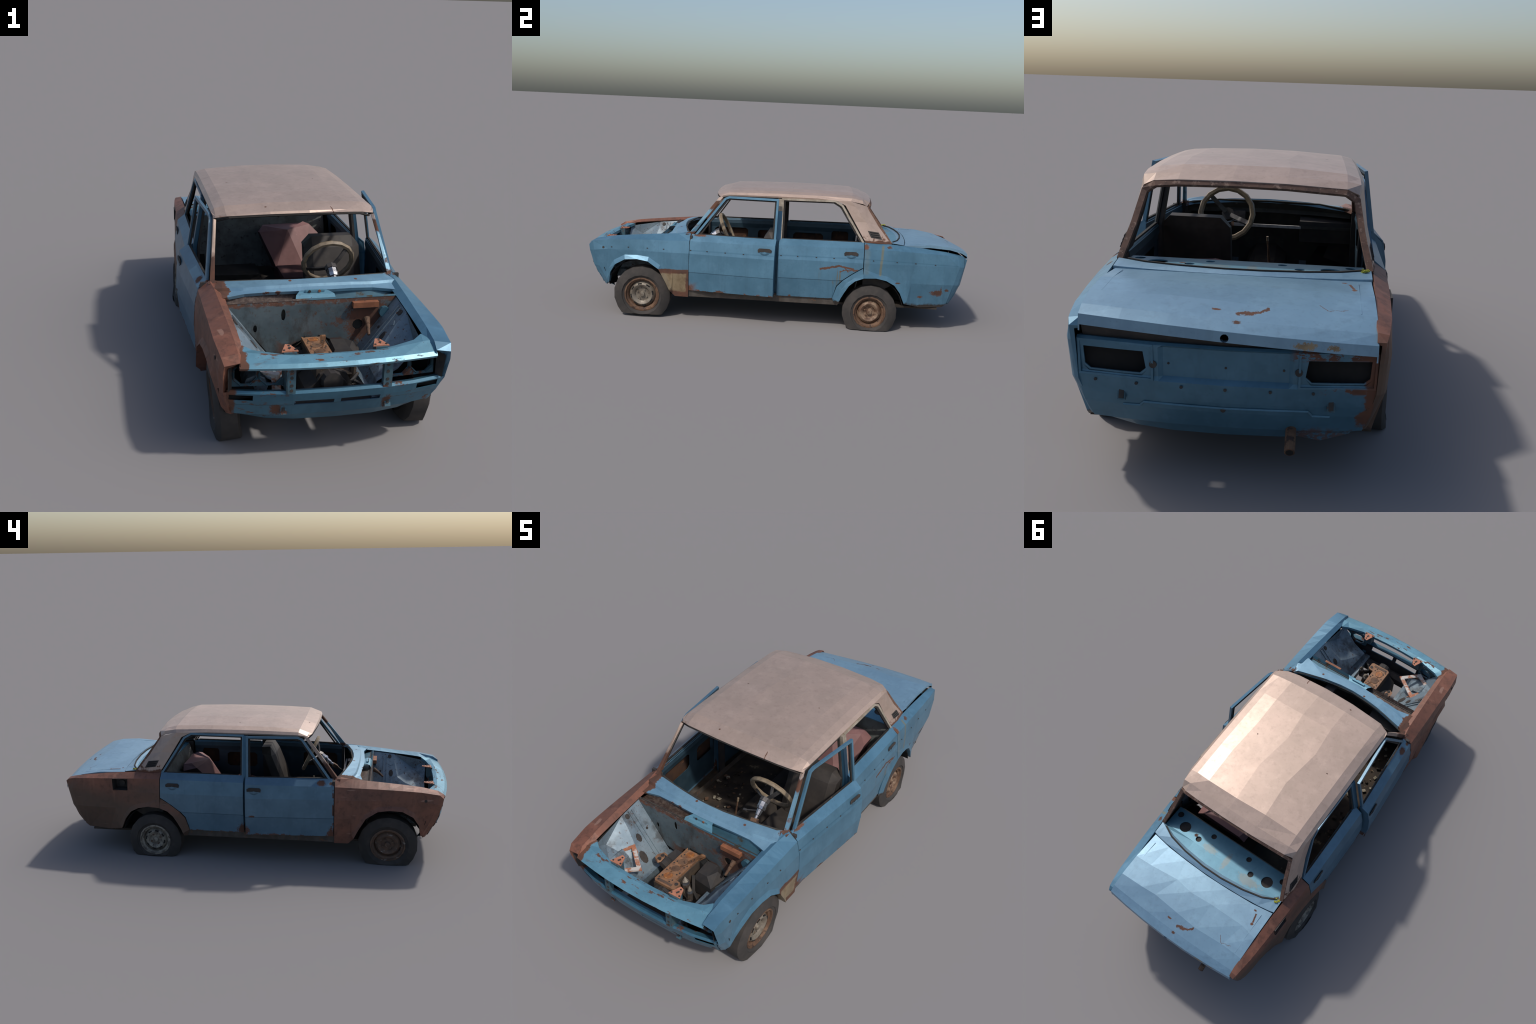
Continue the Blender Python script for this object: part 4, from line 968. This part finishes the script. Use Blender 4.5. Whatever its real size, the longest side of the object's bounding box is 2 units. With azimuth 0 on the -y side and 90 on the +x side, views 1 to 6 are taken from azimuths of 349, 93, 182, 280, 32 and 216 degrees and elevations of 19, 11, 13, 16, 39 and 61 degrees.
for side in (1, -1):
    b = MB(); poly = [(.172, .290), (.188, .272), (.310, .272), (.326, .286), (.328, .337), (.176, .337)]
    b.grid([[(side * x, .951 + pb(x), z) for x, z in poly + poly[:1]], [(side * x, .944, z) for x, z in poly + poly[:1]]], 'black'); b.add([(side * x, .944, z) for x, z in poly], [list(range(6))], 'black')
    b.obj("tail_lamp_cavity", rp)
    # pressed frame around the lamp opening
    b = MB(); pf = [(.163, .265), (.331, .265), (.331, .346), (.163, .346)]
    pp = [(side * x, .9545 + pb(x) - (.344 - z) * .10 + .006, z) for x, z in pf]
    b.tube(pp, .005, .003, 'rearpanel', up=(0, 1, 0), closed=True); b.obj("lamp_frame_pressing", rp, fixn=True)
    b = MB(); yb = lambda x, z: .9545 + pb(x) - (.344 - z) * .10 + .004
    b.cyl((side * .161, yb(.161, .302) - .002, .302), (side * .161, yb(.161, .302) + .0035, .302), .0085, 'dirtyhole', n=12)
    b.box((side * .236, .9535, .219), (.011, .012, .021), 'dirtyhole', rot=(.38, 0, 0)); b.box((side * .236, .9525, .219), (.018, .008, .028), 'lampframe', rot=(.38, 0, 0))
    b.obj("bumper_bolt_hole", rp)
b = MB()
for x in (.295, .20, .098, 0, -.10, -.195): b.cyl((x, .945 + pb(x), .250), (x, .9520 + pb(x), .252), .0036, 'dirtyhole', n=8)
for x, z in ((.128, .304), (0, .302), (-.128, .302)): b.cyl((x, .935 + pb(x), z), (x, .9470 + pb(x), z), .0028, 'dirtyhole', n=8)
b.cyl((.005, .935, .200), (.005, .963, .197), .006, 'dirtyhole', n=8)
b.obj("trim_holes", rp)["kind"] = "stuff"
b = MB()   # pressed swage across the lower rear panel
sw = [(.29, .946, .215), (.22, .943, .2075)]
b.tube([(x, .9285 + (z - .188) * .45 + pb(x), z) for x, z in ((.235, .190), (.195, .192), (.185, .203), (.09, .2025), (0, .2015), (-.09, .2025), (-.185, .203), (-.195, .190), (-.235, .188))], .004, .0025, 'rearpanel', up=(0, 1, .3)); b.obj("panel_swage", rp, fixn=True)
# torn lower lip at the -x end
b = MB(); b.grid([[(-.085, .915, .138), (-.15, .915, .138), (-.215, .912, .136), (-.29, .904, .144)], [(-.09, .905, .128), (-.15, .902, .120), (-.215, .900, .108), (-.285, .890, .126)], [(-.09, .87, .120), (-.15, .86, .116), (-.215, .86, .108), (-.275, .86, .126)]], 'rearpanel')
b.obj("torn_lower_lip", rp, thick=.003, out=(0, 1, -1))
b = MB(); b.cyl((-.149, .90, .158), (-.149, .985, .116), .0125, 'rim_rust', n=10); b.cyl((-.149, .983, .117), (-.149, .9866, .1152), .009, 'black', n=10); b.obj("exhaust_pipe")

# ------------------------------------------------------------------ floor, wheel housings, cabin
b = MB()
b.box((0, .125, .118), (.68, 1.44, .010), 'under'); b.obj("floor_pan")
b = MB(); b.grid([[(x, y, .127 + .004 * pnoise(Vector((x * 9, y * 9, 0)))) for x in [-.335 + .67 * i / 22 for i in range(23)]] for y in [-.60 + 1.06 * j / 34 for j in range(35)]], 'floor'); b.obj("cabin_floor", out=(0, 0, 1))
b = MB()
for i in range(90):
    x, y = random.uniform(-.31, -.08), random.uniform(-.50, .10); s_ = random.uniform(.006, .020)
    b.box((x, y, .134 + random.uniform(0, .004)), (s_, s_ * random.uniform(.5, 1.2), .003), random.choice(('paper', 'rim_rust', 'floor', 'floor')), rot=(random.uniform(-.3, .3), random.uniform(-.3, .3), random.uniform(0, 3)))
b.obj("floor_litter")["kind"] = "stuff"
b = MB(); b.box((0, .76, .150), (.62, .20, .012), 'under'); b.obj("boot_floor")
b = MB(); b.grid([[(-.33, -.600, .41), (.33, -.600, .41)], [(-.33, -.605, .14), (.33, -.605, .14)]], 'grime'); b.obj("toe_board", thick=.004)
def housing(yc, zc, R, x0, xin, name, side, closed):
    b = MB(); rows = []
    for i in range(11):
        a = math.radians(12 + 156 * i / 10); y, z = yc + R * math.cos(a), zc + R * math.sin(a)
        xi = xin(z) if callable(xin) else xin
        xo = x0 - (max(0, .265 - z) * .25 if y < -.75 else 0)
        rows.append([(side * xo, y, z), (side * xi, y, z)])
    b.grid(rows, 'black')
    if closed: b.add([r[1] for r in rows], [list(range(11))], 'black')
    b.obj(name, thick=.002)
for side in (1, -1):
    housing(-.703, .115, .180, .380, lambda z: bay_x(max(z, .2)) + .012, "front_wheel_housing", side, False)
    housing(.499, .100, .168, .378, .262, "rear_wheel_housing", side, True)
    # splash panel ahead of the front wheel
    b = MB(); b.grid([mir([(.346, -.866, .150), (.362, -.876, .20), (.374, -.890, .245)], side), mir([(.15, -.870, .120), (.15, -.880, .18), (.22, -.890, .235)], side)], 'black'); b.obj("front_splash_panel", thick=.002)
    # inner cover behind the front fender
    b = MB(); b.grid([mir([(.372, -.53, .14), (.372, -.53, .36)], side), mir([(.20, -.56, .14), (.28, -.56, .38)], side)], 'soot'); b.obj("splash_shield")
    # cabin side trim below the windows and boot side
    b = MB(); b.grid([mir([(.340, .455, .435), (.335, .455, .14)], side), mir([(.335, .70, .43), (.335, .70, .28)], side), mir([(.32, .93, .385), (.315, .90, .16)], side)], 'soot'); b.obj("boot_side")
# rear bulkhead / seat back panel
b = MB(); b.grid([[(-.325, .477, .425), (.325, .477, .425)], [(-.325, .45, .35), (.325, .45, .35)], [(-.325, .405, .145), (.325, .405, .145)]], 'bulkhead'); b.obj("rear_bulkhead", thick=.004, out=(0, -1, 0), matin='soot')
# dash remains
b = MB(); dx = [-.325, -.2, 0, .2, .325]
b.grid([[(x, interp([(0, -.508), (.2, -.488), (.325, -.450)], abs(x)), .443 + (.012 if abs(x) < .25 else 0)) for x in dx], [(x, -.535 + .12 * (abs(x) / .325) ** 2 * .5, .418) for x in dx], [(x, -.530 + .06 * (abs(x) / .325) ** 2, .404) for x in dx], [(x, -.56, .400) for x in dx]], 'grime')
dash = b.obj("dash_shell", thick=.003)
b = MB(); b.tube([(.30, -.462, .359), (-.13, -.462, .359)], .011, .009, 'white', up=(0, 1, 0)); b.obj("dash_rail", dash)
b = MB(); b.prism([(-.125, -.55, .398), (-.125, -.460, .384), (-.125, -.460, .362), (-.125, -.47, .30), (-.125, -.55, .30)], (-.203, 0, 0), 'soot'); b.prism([(-.124, -.458, .366), (-.124, -.458, .355), (-.329, -.458, .355), (-.329, -.458, .366)], (0, -.004, 0), 'grime'); b.obj("glove_box", dash, fixn=True)
b = MB(); b.box((.12, -.505, .395), (.05, .05, .03), 'spoke'); b.obj("instrument_bracket", dash)
# steering
hub = Vector((.146, -.318, .424)); cen = Vector((.146, -.271, .434)); ax = Vector((0, -.905, -.425)).normalized()
b = MB(); u = Vector((1, 0, 0)); w = ax.cross(u).normalized(); N, K = 16, 6; rows = []
for i in range(N):
    t = 2 * math.pi * i / N; rd = u * math.cos(t) + w * math.sin(t)
    rows.append([cen + rd * (.0975 + .0105 * math.cos(2 * math.pi * k / K)) + ax * (.0105 * math.sin(2 * math.pi * k / K)) for k in range(K)])
b.grid(rows, 'cream', close_u=True, close_v=True); sw = b.obj("steering_wheel", fixn=True, smooth=50)
b = MB()
for sx, t in ((1, -.80), (-1, math.pi - .38)):
    e = cen + (u * math.cos(t) - w * math.sin(t) * 1.0) * .094; s0 = hub + (e - hub) * .12
    b.tube([s0, hub.lerp(e, .5) + ax * .004, e], .016, .007, 'spoke', up=(0, .9, .42))
b.cyl(hub - ax * .006, hub + ax * .014, .024, 'spoke', n=8); b.obj("steering_spoke", sw, fixn=True)
b = MB(); p = hub + ax * .012
dirc = (Vector((.150, -.405, .366)) - Vector((.147, -.335, .416))).normalized()
b.cyl(p, p + dirc * .022, .021, 'chrome', .020, n=8); b.cyl(p + dirc * .022, p + dirc * .034, .023, 'chrome', .019, n=8)
b.cyl(p + dirc * .034, p + dirc * .036, .015, 'black', n=8); b.cyl(p + dirc * .036, p + dirc * .062, .014, 'chrome', .011, n=8); b.cyl(p + dirc * .064, p + dirc * .088, .008, 'chrome', n=8)
b.obj("steering_column", sw)
b = MB(); q = p + dirc * .085; b.cyl(q, q + dirc * .12, .007, 'soot', n=8); b.box(q + dirc * .008, (.034, .028, .018), 'rim_rust', rot=(.6, 0, .2)); b.box(q + dirc * .02 + Vector((.02, 0, -.005)), (.05, .016, .012), 'rustbox', rot=(.6, 0, .3)); b.obj("column_clamp", sw)
b = MB(); b.cyl(p + dirc * .04, p + dirc * .05 + Vector((-.065, -.005, -.012)), .003, 'spoke', n=6); b.cyl(p + dirc * .05 + Vector((-.060, -.005, -.011)), p + dirc * .05 + Vector((-.075, -.005, -.014)), .006, 'spoke', n=6); b.obj("indicator_stalk", sw)
b = MB(); b.cyl((-.022, -.318, .20), (-.008, -.302, .347), .0055, 'rim_rust', .0035, n=6); b.cyl((-.022, -.318, .19), (-.022, -.318, .215), .03, 'soot', .012, n=8); b.cyl((-.0095, -.3037, .33), (-.008, -.302, .3475), .0048, 'cream', n=6); b.obj("gear_lever")
b = MB(); b.tube([(.02, -.08, .20), (.02, -.065, .285)], .018, .006, 'white', up=(1, 0, 0)); b.obj("handbrake_strap")
# driver's seat
def seat_slab(m, prof, x0, x1, ch, name, matm):
    """prof: side profile (y,z) of the slab; corners chamfered by ch at the top"""
def seat_back():
    b = MB()
    xs = [(.103, 0), (.136, 1), (.309, 1), (.341, 0)]
    fr, bk = [], []
    # front surface rows (z, y) from bottom to top and rear surface
    fz = [(.19, -.150), (.32, -.112), (.424, -.070), (.466, -.042)]
    rz = [(.19, -.085), (.32, -.040), (.424, -.005), (.464, .006)]
    rowsF = []
    for i, (z, y) in enumerate(fz):
        rowsF.append([(x, y + (.018 if not k else 0), z if (k or i < 3) else .430) for x, k in xs])
    rowsR = []
    for i, (z, y) in enumerate(rz):
        rowsR.append([(x, y - (.006 if not k else 0), z if (k or i < 3) else .430) for x, k in xs])
    b.grid(rowsF, 'seat'); b.grid(rowsR, 'seat'); b.grid([rowsF[-1], rowsR[-1]], 'seat'); b.grid([rowsF[0], rowsR[0]], 'seat')
    for j in (0, -1): b.grid([[r[j] for r in rowsF], [r[j] for r in rowsR]], 'seat')
    return b
st = seat_back().obj("driver_seat", fixn=True)
b = MB(); cz = [[(.11, -.12, .15), (.335, -.12, .15)], [(.11, -.12, .225), (.335, -.12, .225)], [(.105, -.20, .238), (.34, -.20, .238)], [(.11, -.31, .245), (.335, -.31, .245)], [(.12, -.345, .225), (.325, -.345, .225)], [(.12, -.345, .15), (.325, -.345, .15)]]
b.grid(cz, 'seat'); b.add([r[0] for r in cz], [list(range(6))], 'seat'); b.add([r[1] for r in cz], [list(range(6))], 'seat'); b.obj("seat_cushion", st, fixn=True)
# loose pink rear seat tumbled in the back
b = MB()
P = dict(a=(.050, .236, .232), b=(.180, .222, .226), d=(-.012, .350, .372), c=(.006, .385, .394), e=(.112, .305, .393), f=(.205, .392, .405), g=(.232, .376, .396), h=(.268, .345, .360), i=(.245, .250, .240), j=(.020, .432, .383), k=(.225, .430, .388), l=(.262, .435, .355), m_=(-.006, .430, .350), n=(.05, .345, .205), o=(.25, .345, .205))
idx = {k: i for i, k in enumerate(P)}
def tri_(*ks): return [idx[k] for k in ks]
b.add(list(P.values()), [tri_('a', 'e', 'd'), tri_('d', 'e', 'c'), tri_('a', 'b', 'e'), tri_('b', 'g', 'e'), tri_('e', 'g', 'f'), tri_('b', 'i', 'h', 'g'), tri_('c', 'e', 'f', 'k', 'j'), tri_('f', 'g', 'k'), tri_('g', 'h', 'l', 'k'), tri_('d', 'c', 'j', 'm_')], 'pink')
b.add(list(P.values()), [tri_('a', 'd', 'm_', 'n'), tri_('i', 'o', 'l', 'h'), tri_('m_', 'j', 'k', 'l'), tri_('n', 'm_', 'l', 'o'), tri_('a', 'n', 'o', 'i', 'b')], 'pinkseam')
ps = b.obj("loose_seat_back", fixn=True)
b = MB()
cr = [[(.055, .01, .142), (.225, .00, .142)], [(.035, .00, .21), (.225, -.01, .21)], [(.040, .035, .258), (.220, .025, .255)], [(.030, .145, .276), (.235, .135, .280)], [(.045, .215, .250), (.245, .205, .250)], [(.045, .27, .205), (.25, .26, .205)], [(.045, .27, .142), (.25, .26, .142)]]
b.grid(cr, 'pink')
for j in (0, 1): b.add([r[j] for r in cr], [list(range(7))], 'pink'); b.obj("loose_seat_cushion", ps, fixn=True)
b = MB(); b.prism([(-.30, .28, .145), (-.02, .26, .145), (-.02, .42, .145), (-.30, .42, .145)], (0, 0, .05), 'grime'); b.obj("rear_seat_base")

# ------------------------------------------------------------------ wheels
def wheel(side, y, z, R, ground, cx, rimr, mats, slots, name="wheel", steer=0.0, tilt=0.0, inb=.006):
    emp = bpy.data.objects.new(name, None); bpy.context.scene.collection.objects.link(emp); emp.parent = root
    emp.location = (side * cx, y, z); emp.rotation_euler = (0, tilt, steer)
    N = 18; b = MB(); hw = .036
    hi = hw + inb
    prof = [(-hi + .006, rimr + .001), (-hi, rimr + .016), (-hi - .003, R - .045), (-hi + .002, R - .016), (-hi + .011, R - .002), (hw - .011, R - .002), (hw - .002, R - .016), (hw + .004, R - .045), (hw, rimr + .016), (hw - .006, rimr + .001)]
    rows = []
    for h, r in prof:
        ring = []
        for i in range(N):
            a = 2 * math.pi * (i + .5) / N; yy, zz2 = r * math.cos(a), r * math.sin(a); hh = h
            lo = ground - z
            if zz2 < lo + .035:
                k = min(1, (lo + .035 - zz2) / .05); hh = h * (1 + .30 * k)
            if zz2 < lo + .012: yy *= 1.0 + .26 * min(1, (lo + .012 - zz2) / .05)
            zz2 = max(zz2, lo)
            ring.append((hh * side, yy, zz2))
        rows.append(ring)
    b.grid(rows, 'tyre', close_u=True)
    ty = b.obj("tyre", emp, fixn=True, smooth=35)
    b = MB(); N2 = 20; o = hw
    # rim flange, dropped well, disc and hub
    b.lathe([(-o - .008, rimr), (o - .002, rimr + .004), (o - .001, rimr - .003), (o - .010, rimr - .006), (o - .014, rimr - .014), (o - .026, rimr - .018)], (0, 0, 0), (side, 0, 0), mats[0], N2)
    b.lathe([(o - .026, rimr - .018), (o - .012, rimr - .026), (o - .006, rimr - .034), (o - .010, rimr - .045), (o - .020, rimr - .052), (o - .020, .014), (o - .010, .012), (o - .008, .0005)], (0, 0, 0), (side, 0, 0), mats[1], N2)
    ri = b.obj("rim", emp, fixn=True, smooth=40)
    b = MB(); sx = side
    for i in range(slots):
        a = 2 * math.pi * (i + .25) / slots; r0 = rimr - .031
        pts = []
        for da, dr in ((-.16, -.004), (.16, -.004), (.19, 0), (.16, .004), (-.16, .004), (-.19, 0)):
            pts.append((sx * (o - .013), (r0 + dr) * math.cos(a + da), (r0 + dr) * math.sin(a + da)))
        b.prism(pts, (sx * .0065, 0, 0), 'black')
    for i in range(4):
        a = 2 * math.pi * (i + .5) / 4 + .3; b.cyl((sx * (o - .021), .027 * math.cos(a), .027 * math.sin(a)), (sx * (o - .014), .027 * math.cos(a), .027 * math.sin(a)), .005, mats[2], n=6)
    for i in range(8):
        a = 2 * math.pi * (i + .15) / 8; b.cyl((sx * (o - .021), .036 * math.cos(a), .036 * math.sin(a)), (sx * (o - .0185), .036 * math.cos(a), .036 * math.sin(a)), .0025, 'black', n=6)
    b.obj("wheel_slots", ri)
    b = MB(); b.lathe([(-o - .008, rimr), (-o + .012, rimr - .02), (-o + .012, .001)], (0, 0, 0), (side, 0, 0), 'soot', 16); b.obj("brake_drum", emp)
    return emp
wheel(1, -.688, .113, .1505, .009, .345, .088, ('rim_rust', 'rim_silver', 'rim_silver'), 8, tilt=.07)
wheel(-1, -.708, .110, .150, .0075, .334, .084, ('rim_dark', 'rim_dark', 'rim_dark'), 0, tilt=-.08)
wheel(1, .497, .087, .142, -.0035, .352, .080, ('rim_rust', 'rim_pale', 'rim_rust'), 0, inb=.010)
wheel(-1, .490, .087, .142, .005, .361, .079, ('rim_grey', 'rim_grey', 'rim_dark'), 8, inb=.010)
for nm, y, z in (("front_axle", -.70, .115), ("rear_axle", .495, .09)):
    b = MB(); b.cyl((-.33, y, z), (.33, y, z), .014, 'under', n=10); b.obj(nm)
